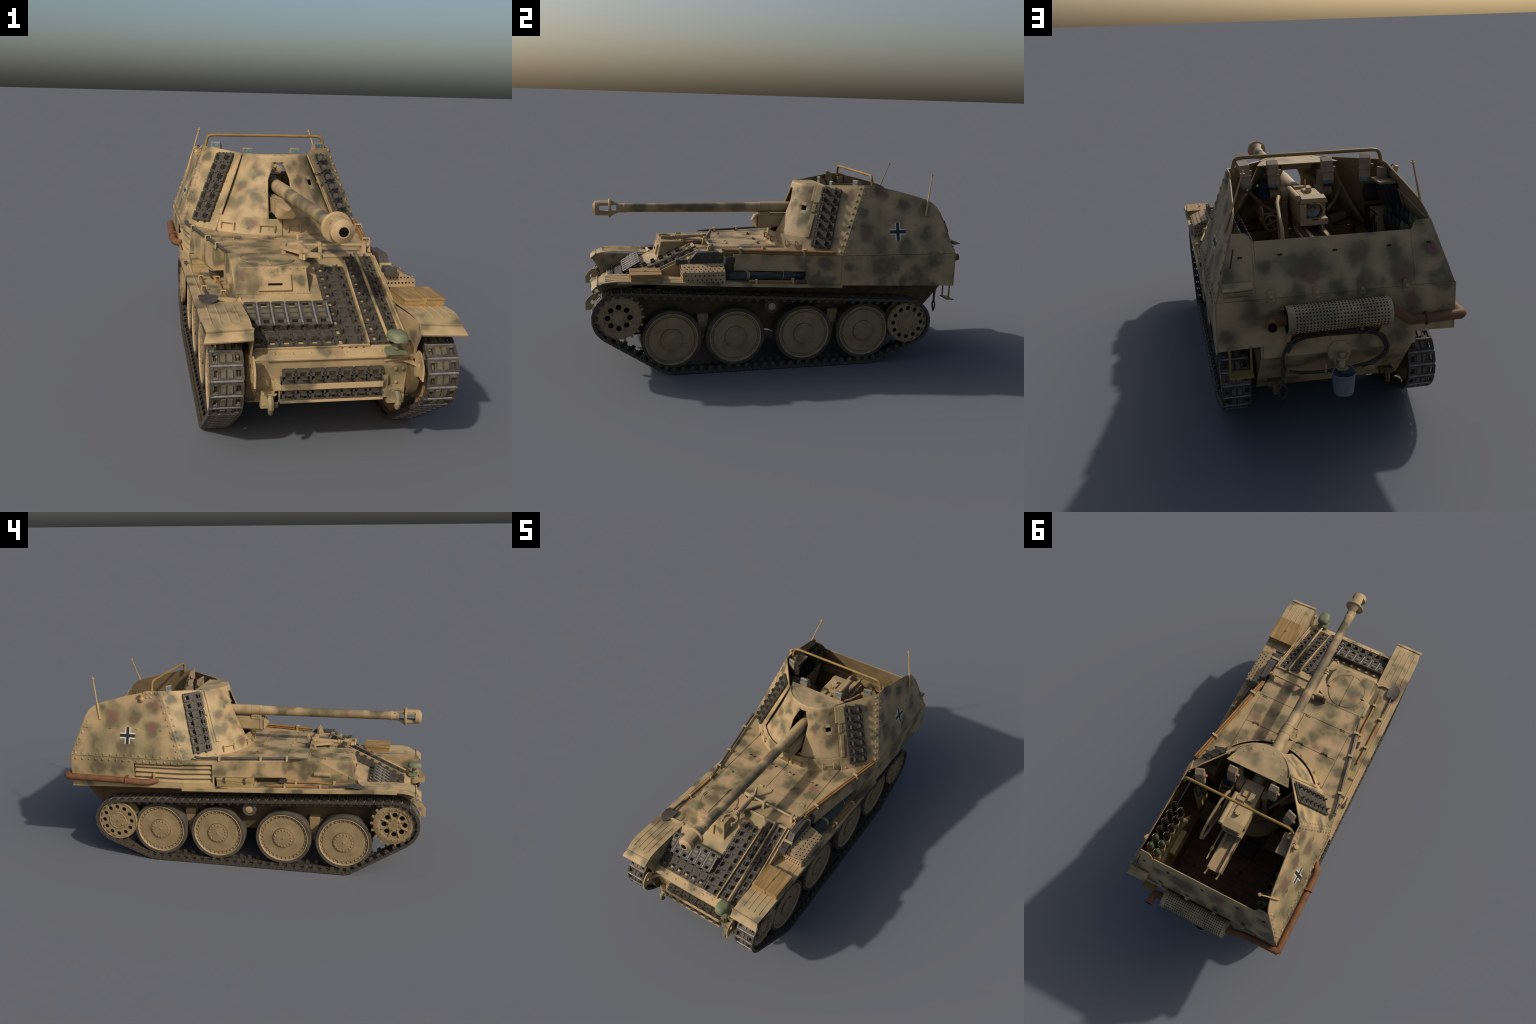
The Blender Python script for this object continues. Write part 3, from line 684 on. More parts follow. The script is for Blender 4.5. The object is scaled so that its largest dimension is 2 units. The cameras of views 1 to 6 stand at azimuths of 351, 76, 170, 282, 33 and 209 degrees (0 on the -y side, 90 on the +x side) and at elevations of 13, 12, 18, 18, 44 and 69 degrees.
    put("shield_guide", b, fcm, fac, bevel=0.0012)

# --- curved gun shield with its opening and sight slot, roof and skirt
sh_mat = camo("shield", (-0.25, -0.06, 0.6), (0.25, 0.28, 0.93), 0.75)
def shield_p(ang, z):
    t = (z - 0.652) / 0.262
    r = 0.298 + (0.155 - 0.298) * t - 0.04 * t * (1 - t); c = 0.300 + (0.268 - 0.300) * t
    return V((r * math.sin(ang), c - r * math.cos(ang), z)), r
def opening(z):
    """half-width of the gun opening, a slot under a pointed arch with a blunt tip"""
    if z <= 0.812: return 0.053 + (0.047 - 0.053) * (z - 0.652) / 0.16
    if z >= 0.881: return 0.0
    if z >= 0.873: return 0.020 - (z - 0.873) * 1.1
    return 0.047 + (0.020 - 0.047) * (z - 0.812) / 0.061
rows = [0.610, 0.652, 0.69, 0.73, 0.765, 0.782, 0.806, 0.820, 0.84, 0.86, 0.873, 0.8809, 0.8811, 0.90, 0.914]
cols = [None, 13, 18, 23, 28, 33, 40.2, 48.2, 54, 62, 70]
b = MB()
for s in (-1, 1):
    vs, fs = [], []
    for z in rows:
        _, r = shield_p(0, z)
        w = opening(z) if z < 0.881 else 0.0
        for c in cols:
            edge = math.asin(w / r)
            a = edge if c is None else max(math.radians(c), edge + 0.02 * cols.index(c))
            vs.append(shield_p(s * a, z)[0])
    n = len(cols)
    for i in range(len(rows) - 1):
        for j in range(n - 1):
            if s > 0 and j == 6 and 0.78 < rows[i] < 0.80: continue
            fs.append((i * n + j, i * n + j + 1, (i + 1) * n + j + 1, (i + 1) * n + j))
    b.add(vs, fs)
shield = put("gun_shield", b, sh_mat, sharp=30, merge=True)
md = shield.modifiers.new("depth", "SOLIDIFY"); md.thickness = 0.006; md.offset = 0
b = MB()
arc = [shield_p(math.radians(a), 0.914)[0] + V((0, -0.003, 0)) for a in range(-72, 73, 6)]
ring = [V((-0.166, 0.262, 0.9045))] + arc + [V((0.166, 0.262, 0.9045))]
for i, p in enumerate(ring):
    ring[i] = V((p.x, p.y, 0.9150 - (p.y - 0.11) * 0.06))
b.plate(ring, (0, 0, -0.005), 0, 1)
roof = put("shield_roof", b, [sh_mat, M["inside"]], bevel=0.001)
b = MB()
for a in (-54, -36, -12, 12, 36, 54):
    p = shield_p(math.radians(a), 0.914)[0]; c = V((0, 0.268, 0.914)); p = c + (p - c) * 0.86
    b.dome((p.x, p.y, 0.9150 - (p.y - 0.11) * 0.06), (0, 0, 1), 0.006, 0.002)
for x, y in ((-0.145, 0.245), (-0.11, 0.22), (0.14, 0.245)): b.dome((x, y, 0.9150 - (y - 0.11) * 0.06), (0, 0, 1), 0.006, 0.002)
put("roof_rivet", b, sh_mat, roof, kind="stuff")
b = MB()
for z, w in ((0.83, 0.062), (0.80, 0.064), (0.76, 0.064), (0.72, 0.066), (0.68, 0.066), (0.868, 0.035)):
    for s in (-1, 1):
        p, r = shield_p(s * math.asin(w / 0.25), z)
        p = shield_p(s * math.asin(w / r), z)[0]; b.dome(p + V((0, -0.003, 0)), p - V((0, 0.3, z - 0.1)), 0.0048, 0.002)
        p = shield_p(s * (math.asin(w / r) + 0.10), z)[0]
        if z in (0.83, 0.72, 0.68): b.dome(p + V((0, -0.003, 0)), p - V((0, 0.3, z - 0.1)), 0.0048, 0.002)
put("shield_rivet", b, sh_mat, shield, kind="stuff")
b = MB()     # sloped liners above and below the sight slot
for za, zb in ((0.806, 0.822), (0.766, 0.782)):
    A = [shield_p(math.radians(a), z)[0] for a, z in ((40.6, za), (47.8, za), (47.8, zb), (40.6, zb))]
    inn = V((-0.5, 0.85, 0)) * 0.002
    b.plate([p - inn * 1.9 for p in A], inn * 0.4)
b.plate([shield_p(math.radians(a), z)[0] + V((-0.0, 0.018, 0)) for a, z in ((38, 0.76), (50, 0.76), (50, 0.80), (38, 0.80))], (0.0, 0.003, 0), 1)
put("slot_liner", b, [M["bracket"], M["dark"]], shield)
# lower skirt ring in front of the shield
b = MB(); vs = []; n = 17; tot = 0
for i in range(n):
    a = math.radians(-52 + 104 * i / (n - 1))
    x0 = 0.356 * math.sin(a) * 0.98; y0 = 0.323 - 0.358 * math.cos(a)
    a1 = math.radians(-57 + 114 * i / (n - 1)); x1 = 0.306 * math.sin(a1); y1 = 0.288 - 0.306 * math.cos(a1)
    vs += [V((x0, y0, 0.586)), V((x1, y1, 0.6545)), V((x1, y1 + 0.005, 0.6545)), V((x0, y0 + 0.005, 0.586))]
fs = [(0, 1, 2, 3), tuple(4 * (n - 1) + i for i in (3, 2, 1, 0))]
for i in range(n - 1):
    for j in range(4): fs.append((4 * i + j, 4 * i + (j + 1) % 4, 4 * i + 4 + (j + 1) % 4, 4 * i + 4 + j))
b.add(vs, fs)
skirt_mat = camo("shield_skirt", (-0.3, -0.06, 0.58), (0.3, 0.13, 0.66), 0.7)
sk = put("shield_skirt", b, skirt_mat, sharp=30)
def skirt_p(a, t, o=0.0):
    p = lerp((0.349 * math.sin(a), 0.323 - 0.358 * math.cos(a), 0.586), (0.306 * math.sin(a * 1.096), 0.288 - 0.306 * math.cos(a * 1.096), 0.6545), t)
    nn = V((math.sin(a), -math.cos(a), 0.35)).normalized()
    return p + nn * o
for a0, a1 in ((-46, -35), (-16, -5.5), (4, 13), (33, 43)):
    a0, a1 = math.radians(a0), math.radians(a1); b = MB()
    for a in (a0, a1): b.tube([skirt_p(a, 0.62, -0.002), skirt_p(a, 0.60, 0.012), skirt_p(a, 0.40, 0.010), skirt_p(a, 0.22, 0.004)], [0.002, 0.0035, 0.0035, 0.0045], 6)
    b.tube([skirt_p(a0, 0.58, 0.012), skirt_p(a1, 0.58, 0.012)], 0.0022, 6)
    put("skirt_clamp", b, skirt_mat, sk)
b = MB()
for a in (-25, 22, 47, -10): b.dome(skirt_p(math.radians(a), 0.4), skirt_p(math.radians(a), 0.4, 1) - skirt_p(math.radians(a), 0.4), 0.006, 0.004)
put("skirt_bolt", b, skirt_mat, sk, kind="stuff")
b = MB(); b.hexa([skirt_p(-0.004, 0, 0.0003), skirt_p(0.004, 0, 0.0003), skirt_p(0.004, 1, 0.0003), skirt_p(-0.004, 1, 0.0003)], [skirt_p(-0.004, 0, 0.001), skirt_p(0.004, 0, 0.001), skirt_p(0.004, 1, 0.001), skirt_p(-0.004, 1, 0.001)])
put("skirt_joint", b, M["groove"], sk)

# --- railing, aerials, smoke cap
b = MB()
b.tube([(-0.287, 0.457, 0.920), (-0.279, 0.456, 0.955), (-0.274, 0.456, 0.968), (-0.264, 0.456, 0.975), (-0.245, 0.456, 0.977), (0.245, 0.452, 0.977), (0.264, 0.451, 0.975), (0.274, 0.451, 0.968), (0.279, 0.451, 0.955), (0.287, 0.452, 0.920)], 0.0068, 10)
put("railing", b, M["rail"], sharp=60)
for s in (-1, 1):
    b = MB(); p0, p1 = V((s * 0.352, 0.734, 0.778)), V((s * 0.289, 0.785, 0.985))
    b.cyl(p0, lerp(p0, p1, 0.38), 0.0052, 8); b.tube([lerp(p0, p1, 0.36), p1], [0.0042, 0.0026], 8)
    b.cyl(p1 - V((0, 0, 0.003)), p1 + V((0, 0, 0.0005)), 0.0085, 8); b.cyl(p1, p1 + V((-s * 0.002, 0.001, 0.010)), 0.003, 6)
    put("aerial", b, M["aerial"])
b = MB(); p = V((-0.322, 0.503, 0.890)); ax = V((-0.952, 0, 0.306)); up = V((-0.25, 0.0, 0.97))
b.lathe(p, up, [(-0.010, 0.012), (0.004, 0.014), (0.012, 0.0085), (0.022, 0.0085), (0.023, 0.0105), (0.030, 0.0105)], 14)
put("aerial_socket", b, M["aerial"])
b = MB(); b.tube([p + up * 0.026, p + V((0.006, -0.008, 0.034)), p + V((0.02, 0.0, 0.02)), p + V((0.03, 0.01, -0.06))], 0.002, 6); put("socket_lead", b, M["black"])

# --- periscopes
for x, y, z, yaw in ((0.110, 0.286, 0.917, 0), (-0.109, 0.286, 0.917, 0), (0.244, 0.374, 0.937, 0.33), (-0.246, 0.374, 0.937, -0.33)):
    Mx = Matrix.Translation((x, y, z)) @ Matrix.Rotation(yaw, 4, "Z")
    b = MB()
    prof = [(0.0, -0.040), (0.0, 0.012), (0.006, 0.014), (0.030, 0.0), (0.046, -0.075), (0.038, -0.088), (0.018, -0.088), (0.008, -0.045)]
    b.plate([Mx @ V((-0.022, q, r)) for q, r in prof], (Mx.to_3x3() @ V((0.044, 0, 0))))
    b.box((-0.024, 0.008, -0.043), (0.024, 0.042, -0.037), 0, Mx)
    b.cbox((-0.028, 0.02, -0.03), (0.012, 0.012, 0.012), 0, Mx)
    per = put("periscope", b, M["scope"], bevel=0.0012)
    b = MB(); b.box((-0.019, -0.0012, -0.008), (0.019, 0.002, 0.009), 0, Mx)
    b.box((-0.019, 0.0385, -0.0865), (0.019, 0.0475, -0.074), 0, Mx)
    put("periscope_window", b, M["glass"], per)

# ================================================================== GUN
GZ = 0.776
bar_mat = camo("barrel", (-0.04, -0.96, 0.74), (0.04, 0.1, 0.81), 0.6)
b = MB()
b.lathe((0, 0, GZ), (0, 1, 0), [(-0.826, 0.015), (-0.826, 0.0240), (-0.800, 0.0240), (-0.798, 0.0252), (-0.790, 0.0252), (-0.788, 0.0240), (-0.783, 0.0240), (-0.778, 0.0222), (-0.60, 0.0234), (-0.30, 0.0250), (-0.088, 0.0262), (-0.082, 0.0275), (-0.078, 0.0288), (-0.076, 0.0288), (-0.0757, 0.0275), (-0.0743, 0.0275), (-0.074, 0.0288), (-0.028, 0.0288), (-0.0277, 0.0275), (-0.0263, 0.0275), (-0.026, 0.0288), (0.20, 0.0290), (0.205, 0.034), (0.42, 0.036)], 28)
gun = put("gun_barrel", b, bar_mat, sharp=30)
# muzzle brake: front ring and rear flange tied by an upper and a lower web
b = MB()
b.lathe((0, 0, GZ), (0, 1, 0), [(-0.9545, 0.0155), (-0.9545, 0.019), (-0.943, 0.0375), (-0.922, 0.0385), (-0.9215, 0.0300), (-0.9215, 0.0155)], 20, 0, True)
b.lathe((0, 0, GZ), (0, 1, 0), [(-0.876, 0.0160), (-0.876, 0.044), (-0.872, 0.0495), (-0.866, 0.0495), (-0.862, 0.044), (-0.861, 0.0160)], 20, 0, True)
b.lathe((0, 0, GZ), (0, 1, 0), [(-0.835, 0.0155), (-0.835, 0.026), (-0.822, 0.0242), (-0.822, 0.0155)], 20, 0, True)
for up in (1, -1):      # thick webs, leaving the sides open
    def web(y, r, flat, half=0.72, n=8):
        arc = [V((r * math.sin(-half + 2 * half * i / n), y, GZ + up * r * math.cos(-half + 2 * half * i / n))) for i in range(n + 1)]
        w = r * math.sin(half)
        return arc + [V((w, y, GZ + up * flat)), V((-w, y, GZ + up * flat))]
    for (y0, r0, f0), (y1, r1, f1) in (((-0.924, 0.0380, 0.0158), (-0.872, 0.0380, 0.0158)), ((-0.864, 0.0425, 0.0175), (-0.828, 0.0250, 0.0155))):
        A, B = web(y0, r0, f0), web(y1, r1, f1); n = len(A)
        b.add(A + B, [tuple(range(n)), tuple(range(2 * n - 1, n - 1, -1))] + [(i, i + n, (i + 1) % n + n, (i + 1) % n) for i in range(n)])
brake = put("muzzle_brake", b, camo("brake", (-0.06, -0.97, 0.7), (0.06, -0.82, 0.84), 0.15), gun, sharp=30)
b = MB(); b.cyl((0, -0.9535, GZ), (0, -0.93, GZ), 0.0153, 20); put("bore", b, M["dark"], gun)
b = MB()
for a in range(0, 360, 90): b.dome((0.0242 * math.cos(math.radians(a + 45)), -0.812, GZ + 0.0242 * math.sin(math.radians(a + 45))), (math.cos(math.radians(a + 45)), 0, math.sin(math.radians(a + 45))), 0.003, 0.001)
put("brake_pin", b, M["groove"], gun, kind="stuff")
# recuperator housing under the barrel
rm = camo("recuperator", (-0.05, -0.13, 0.65), (0.05, 0.2, 0.76), 0.5)
b = MB()
def sect(y, w, z0, z1, c): return [(-w, y, z0 + c), (-w + c, y, z0), (w - c, y, z0), (w, y, z0 + c), (w, y, z1), (-w, y, z1)]
S0, S1 = sect(0.16, 0.038, 0.669, 0.735, 0.010), sect(-0.092, 0.041, 0.669, 0.735, 0.010)
b.add(S0 + S1, [tuple(range(6)), tuple(range(11, 5, -1))] + [(i, i + 6, (i + 1) % 6 + 6, (i + 1) % 6) for i in range(6)])
S2 = sect(-0.098, 0.041, 0.669, 0.735, 0.010); S3 = sect(-0.0925, 0.043, 0.667, 0.737, 0.010); S4 = sect(-0.078, 0.043, 0.667, 0.737, 0.010)
b.add(S3 + S4, [tuple(range(6)), tuple(range(11, 5, -1))] + [(i, i + 6, (i + 1) % 6 + 6, (i + 1) % 6) for i in range(6)])
b.add(S2 + [(-0.004, -0.124, 0.706), (0.004, -0.124, 0.706)], [(0, 1, 6), (1, 2, 7, 6), (2, 3, 7), (3, 4, 7), (4, 5, 6, 7), (5, 0, 6), tuple(range(5, -1, -1))])
b.box((-0.036, -0.08, 0.733), (0.036, -0.028, 0.753)); b.box((-0.043, -0.078, 0.735), (0.043, -0.030, 0.742))
b.box((-0.030, -0.03, 0.735), (0.030, 0.16, 0.742))
put("recuperator", b, rm, gun, bevel=0.0012)
b = MB()
for y in (-0.068, -0.054, -0.040):
    for s in (-1, 1): b.cyl((s * 0.030, y, 0.752), (s * 0.040, y, 0.750), 0.003, 8)
put("clamp_bolt", b, rm, gun, kind="stuff")

# breech with its sliding-block recess open to the left, cradle, deflector guard
gi = camo("breech_paint", (-0.1, 0.25, 0.6), (0.15, 0.75, 0.9), 0.12)
b = MB()
def brk(y0, y1, x0, x1, z0, z1, c=0.010):
    P = lambda y: [(x0, y, z0 + c * .4), (x0 + c * .4, y, z0), (x1 - c * .4, y, z0), (x1, y, z0 + c * .4), (x1, y, z1 - c), (x1 - c, y, z1), (x0 + c * 1.8, y, z1), (x0, y, z1 - c * 1.8)]
    b.add(P(y0) + P(y1), [tuple(range(8)), tuple(range(15, 7, -1))] + [(i, i + 8, (i + 1) % 8 + 8, (i + 1) % 8) for i in range(8)])
brk(0.40, 0.505, -0.053, 0.052, 0.724, 0.832)
b.box((-0.053, 0.504, 0.724), (0.052, 0.545, 0.748)); b.hexa([(-0.053, 0.504, 0.806), (0.052, 0.504, 0.806), (0.052, 0.545, 0.808), (-0.053, 0.545, 0.808)], [(-0.046, 0.504, 0.832), (0.046, 0.504, 0.832), (0.046, 0.545, 0.826), (-0.046, 0.545, 0.826)])
b.box((0.028, 0.504, 0.748), (0.052, 0.545, 0.806))
b.lathe((-0.004, 0.503, 0.777), (0, 1, 0), [(0.042, 0.030), (0.042, 0.036), (0.0, 0.036)], 20, 0, False, 0, (math.radians(60), math.radians(300)))
b.box((-0.048, 0.28, 0.735), (0.050, 0.42, 0.815))
b.cyl((0.058, 0.37, 0.827), (0.058, 0.540, 0.827), 0.0135, 12); b.cyl((0.058, 0.54, 0.827), (0.058, 0.544, 0.827), 0.009, 12)
b.box((-0.01, 0.42, 0.83), (0.022, 0.465, 0.840)); b.box((-0.006, 0.455, 0.832), (0.012, 0.475, 0.852)); b.cyl((0.002, 0.405, 0.83), (0.002, 0.405, 0.868), 0.0035, 8)
b.box((-0.03, 0.34, 0.815), (-0.005, 0.385, 0.832)); b.box((0.008, 0.34, 0.815), (0.03, 0.37, 0.83)); b.box((0.005, 0.38, 0.832), (0.045, 0.40, 0.842))
br = put("breech", b, gi, gun, bevel=0.0015)
b = MB(); b.lathe((-0.002, 0.500, 0.777), (0, 1, 0), [(0.0, 0.034), (0.012, 0.034), (0.014, 0.028), (0.009, 0.012), (0.014, 0.008), (0.014, 0.0)], 24); put("breech_block", b, M["breech"], gun)
b = MB()
for x in (-0.034, 0.030):
    b.box((x - 0.008, 0.42, 0.702), (x + 0.008, 0.735, 0.708)); b.box((x - (0.008 if x < 0 else -0.004), 0.42, 0.68), (x - (0.004 if x < 0 else -0.008), 0.735, 0.708))
    b.tube([(x, 0.733, 0.702), (x, 0.748, 0.700), (x + 0.004, 0.768, 0.696)], [0.005, 0.004, 0.006], 6)
b.box((-0.034, 0.30, 0.676), (0.034, 0.735, 0.682)); b.box((-0.042, 0.16, 0.668), (0.042, 0.42, 0.734))
b.box((0.056, 0.46, 0.690), (0.062, 0.70, 0.704)); b.box((0.052, 0.63, 0.688), (0.066, 0.65, 0.706))
cr = put("cradle", b, gi, gun, bevel=0.0012)
b = MB()
loop = [(0.100, 0.372, 0.800), (0.104, 0.385, 0.805), (0.118, 0.43, 0.79), (0.128, 0.53, 0.765), (0.132, 0.60, 0.735), (0.134, 0.622, 0.70), (0.132, 0.61, 0.665), (0.126, 0.54, 0.655), (0.116, 0.46, 0.668), (0.105, 0.385, 0.735)]
b.tube(loop, 0.0075, 8, 0, True, 0.75)
b.plate([(0.120, 0.455, 0.785), (0.128, 0.53, 0.765), (0.131, 0.56, 0.752), (0.128, 0.54, 0.66), (0.116, 0.46, 0.668), (0.112, 0.43, 0.70)], (0.003, 0, 0))
b.tube([(0.102, 0.378, 0.80), (0.098, 0.33, 0.78), (0.085, 0.27, 0.775)], 0.005, 6)
put("recoil_guard", b, gi, gun, sharp=60)
# carriage: trunnions, side frames, struts and hand wheels
im = M["inside"]
b = MB()
for s in (-1, 1):
    b.cyl((s * 0.055, 0.305, 0.79), (s * 0.085, 0.305, 0.79), 0.034, 16); b.cyl((s * 0.085, 0.305, 0.795), (s * 0.125, 0.305, 0.795), 0.018, 14)
    b.hexa([(s * 0.06, 0.26, 0.60), (s * 0.09, 0.26, 0.60), (s * 0.09, 0.36, 0.60), (s * 0.06, 0.36, 0.60)], [(s * 0.06, 0.285, 0.80), (s * 0.082, 0.285, 0.80), (s * 0.082, 0.33, 0.80), (s * 0.06, 0.33, 0.80)])
    b.hexa([(s * 0.066, 0.29, 0.80), (s * 0.09, 0.29, 0.80), (s * 0.09, 0.325, 0.80), (s * 0.066, 0.325, 0.80)], [(s * 0.08, 0.25, 0.875), (s * 0.10, 0.25, 0.875), (s * 0.10, 0.275, 0.875), (s * 0.08, 0.275, 0.875)])
    b.tube([(s * 0.215, 0.175, 0.79), (s * 0.19, 0.21, 0.785), (s * 0.15, 0.27, 0.745), (s * 0.10, 0.34, 0.725)], 0.0075, 8)
b.box((-0.06, 0.20, 0.875), (0.06, 0.225, 0.895)); b.lathe((0, 0.30, 0.432), (0, 0, 1), [(0, 0.15), (0.02, 0.15), (0.05, 0.09), (0.17, 0.075)], 24)
b.box((-0.09, 0.24, 0.585), (0.09, 0.37, 0.615))
put("gun_carriage", b, im, gun, bevel=0.001)
for c, ax, r in (((0.130, 0.36, 0.695), V((0.05, 1, 0.1)), 0.030), ((0.168, 0.34, 0.725), V((1, 0.15, 0)), 0.030)):
    b = MB(); ax.normalize(); u, w = b.frame(ax); c = V(c)
    b.tube([c + (u * math.cos(math.tau * i / 14) + w * math.sin(math.tau * i / 14)) * r for i in range(14)], 0.0045, 6, 0, True)
    for i in range(4):
        d = u * math.cos(math.tau * i / 4 + .4) + w * math.sin(math.tau * i / 4 + .4); b.tube([c, c + d * r], 0.0045, 6)
    b.cyl(c - ax * 0.05, c + ax * 0.006, 0.006, 8)
    put("hand_wheel", b, im, gun, sharp=60)
b = MB(); b.cyl((0.15, 0.245, 0.80), (0.145, 0.335, 0.79), 0.013, 12); b.box((0.13, 0.24, 0.81), (0.16, 0.28, 0.85)); b.cyl((0.142, 0.262, 0.845), (0.140, 0.30, 0.868), 0.010, 10); b.box((0.115, 0.25, 0.775), (0.165, 0.29, 0.81))
put("gun_sight", b, M["blue"], gun, bevel=0.001)

# --- travel lock folded over the engine deck
lm = camo("travel_lock", (-0.1, -0.65, 0.58), (0.3, -0.3, 0.7), 0.5)
b = MB()
b.tube([(-0.066, -0.378, 0.617), (0.255, -0.384, 0.617)], 0.0058, 10)
for x in (-0.066, 0.072, 0.246): b.hexa([(x - 0.008, -0.40, 0.587), (x + 0.008, -0.40, 0.587), (x + 0.008, -0.36, 0.587), (x - 0.008, -0.36, 0.587)], [(x - 0.007, -0.392, 0.630), (x + 0.007, -0.392, 0.630), (x + 0.007, -0.372, 0.630), (x - 0.007, -0.372, 0.630)])
b.cyl((-0.052, -0.38, 0.618), (-0.015, -0.38, 0.618), 0.012, 12); b.cyl((0.256, -0.384, 0.617), (0.268, -0.384, 0.617), 0.010, 10)
b.plate([(0.256, -0.36, 0.59), (0.268, -0.38, 0.635), (0.268, -0.40, 0.59)], (0.004, 0, 0))
lock = put("travel_lock", b, lm, bevel=0.001)
b = MB()
b.tube([(-0.005, -0.378, 0.619), (-0.005, -0.45, 0.6185), (-0.005, -0.512, 0.6165)], [0.0135, 0.0125, 0.0105], 12)
b.box((-0.017, -0.388, 0.608), (0.007, -0.366, 0.634)); b.cyl((-0.005, -0.512, 0.6165), (-0.005, -0.522, 0.6165), 0.0145, 12); b.cyl((-0.005, -0.528, 0.6165), (-0.005, -0.534, 0.6165), 0.0135, 12); b.cyl((-0.005, -0.52, 0.6165), (-0.005, -0.55, 0.6165), 0.0095, 12)
for s in (-1, 1):   # brace plates
    b.plate([(-0.005 + s * 0.008, -0.49, 0.613), (-0.005 + s * 0.075, -0.388, 0.617), (-0.005 + s * 0.070, -0.376, 0.617), (-0.005 + s * 0.008, -0.41, 0.62)], (0, 0, -0.012))
b.hexa([(-0.010, -0.345, 0.605), (0.000, -0.345, 0.605), (0.000, -0.372, 0.605), (-0.010, -0.372, 0.605)], [(-0.009, -0.335, 0.652), (-0.001, -0.335, 0.652), (-0.001, -0.345, 0.655), (-0.009, -0.345, 0.655)])
b.box((-0.013, -0.49, 0.589), (0.003, -0.48, 0.61))
put("lock_arm", b, lm, lock, bevel=0.001)
b = MB()   # half-open claw
for s, tip in ((1, 0), (-1, 0)):
    pts = [V((-0.007 + s * 0.004, -0.545, 0.616)), V((-0.007 + s * 0.020, -0.550, 0.617)), V((-0.007 + s * 0.034, -0.565, 0.619)), V((-0.007 + s * 0.038, -0.585, 0.621)), V((-0.007 + s * 0.032, -0.603, 0.622)), V((-0.007 + s * 0.024, -0.608, 0.622))]
    for p, q in zip(pts, pts[1:]):
        d = (q - p).normalized(); nrm = V((-d.y, d.x, 0)) * 0.005
        b.hexa([p - nrm - V((0, 0, .009)), p + nrm - V((0, 0, .009)), q + nrm - V((0, 0, .009)), q - nrm - V((0, 0, .009))], [p - nrm + V((0, 0, .009)), p + nrm + V((0, 0, .009)), q + nrm + V((0, 0, .009)), q - nrm + V((0, 0, .009))])
put("lock_claw", b, lm, lock)

# ================================================================== RUNNING GEAR
TX = 0.345      # track centre from the vehicle's centre plane
PITCH = 0.0462
def link_mesh(name, horn, mats, flat=1.0, horn_h=0.027):
    """one cast track link: x across, y along, +z to the ground side, horns to -z"""
    b = MB(); w = 0.0525; p = PITCH / 2
    for s in (-1, 1):
        b.hexa([(s * 0.0425, -p * 0.90, -0.007), (s * w, -p * 0.86, -0.007), (s * w, p * 0.86, -0.007), (s * 0.0425, p * 0.90, -0.007)],
               [(s * 0.0425, -p * 0.90, 0.0085), (s * w, -p * 0.86, 0.0082), (s * w, p * 0.86, 0.0082), (s * 0.0425, p * 0.90, 0.0085)])
        # inner edges of the windows
        b.box((min(s * 0.021, s * 0.028), -p * 0.86, -0.006), (max(s * 0.021, s * 0.028), p * 0.86, 0.0065))
        # guide horn
        h0, h1 = s * horn - 0.0028, s * horn + 0.0028
        b.hexa([(h0, -0.0125, -0.004), (h1, -0.0125, -0.004), (h1, 0.0125, -0.004), (h0, 0.0125, -0.004)],
               [(h0 + .001, -0.0088, -horn_h), (h1 - .001, -0.0088, -horn_h), (h1 - .001, 0.0088, -horn_h), (h0 + .001, 0.0088, -horn_h)])
        # raised trapezoid pads on the ground face
        b.hexa([(s * 0.002, -p * 0.72, 0.004), (s * 0.020, -p * 0.55, 0.004), (s * 0.020, p * 0.62, 0.004), (s * 0.002, p * 0.72, 0.004)],
               [(s * 0.003, -p * 0.66, 0.0085), (s * 0.018, -p * 0.48, 0.0085), (s * 0.018, p * 0.54, 0.0085), (s * 0.003, p * 0.66, 0.0085)], 1)
        b.hexa([(s * 0.026, p * 0.36, 0.004), (s * 0.046, p * 0.36, 0.004), (s * 0.046, p * 0.80, 0.004), (s * 0.026, p * 0.80, 0.004)],
               [(s * 0.028, p * 0.42, 0.0082), (s * 0.045, p * 0.42, 0.0082), (s * 0.045, p * 0.74, 0.0082), (s * 0.028, p * 0.74, 0.0082)], 1)
        # hinge knuckles
        for x0, x1 in ((0.006, 0.014), (0.032, 0.038)):
            a0, a1 = min(s * x0, s * x1), max(s * x0, s * x1)
            b.box((a0, p * 0.7, -0.006), (a1, p * 1.16, 0.005)); 
        b.box((min(s * 0.016, s * 0.028), -p * 1.14, -0.006), (max(s * 0.016, s * 0.028), -p * 0.7, 0.005))
    b.box((-0.046, p * 0.40, -0.006), (0.046, p * 0.84, 0.0055))
    b.box((-0.046, -p * 0.84, -0.006), (0.046, -p * 0.46, 0.0055))
    b.box((-0.022, -p * 0.6, -0.0055), (0.022, p * 0.6, 0.0045))
    b.cyl((-0.050, p, 0.0042), (0.050, p, 0.0042), 0.0042, 8, 2)
    b.v = [V((p.x, p.y, p.z * flat)) for p in b.v]
    return b.mesh(name, mats)
run_link = link_mesh("running_link", 0.0365, [M["steel"], M["pad"], M["pin"]], 1.0, 0.0235)
spare_link = link_mesh("spare_link", 0.0255, [M["stow"], M["stow"], M["stow"]], 0.7, 0.034)
spare_face = link_mesh("spare_link_face", 0.0255, [M["stow"], M["pad"], M["pin"]], 0.8, 0.027)

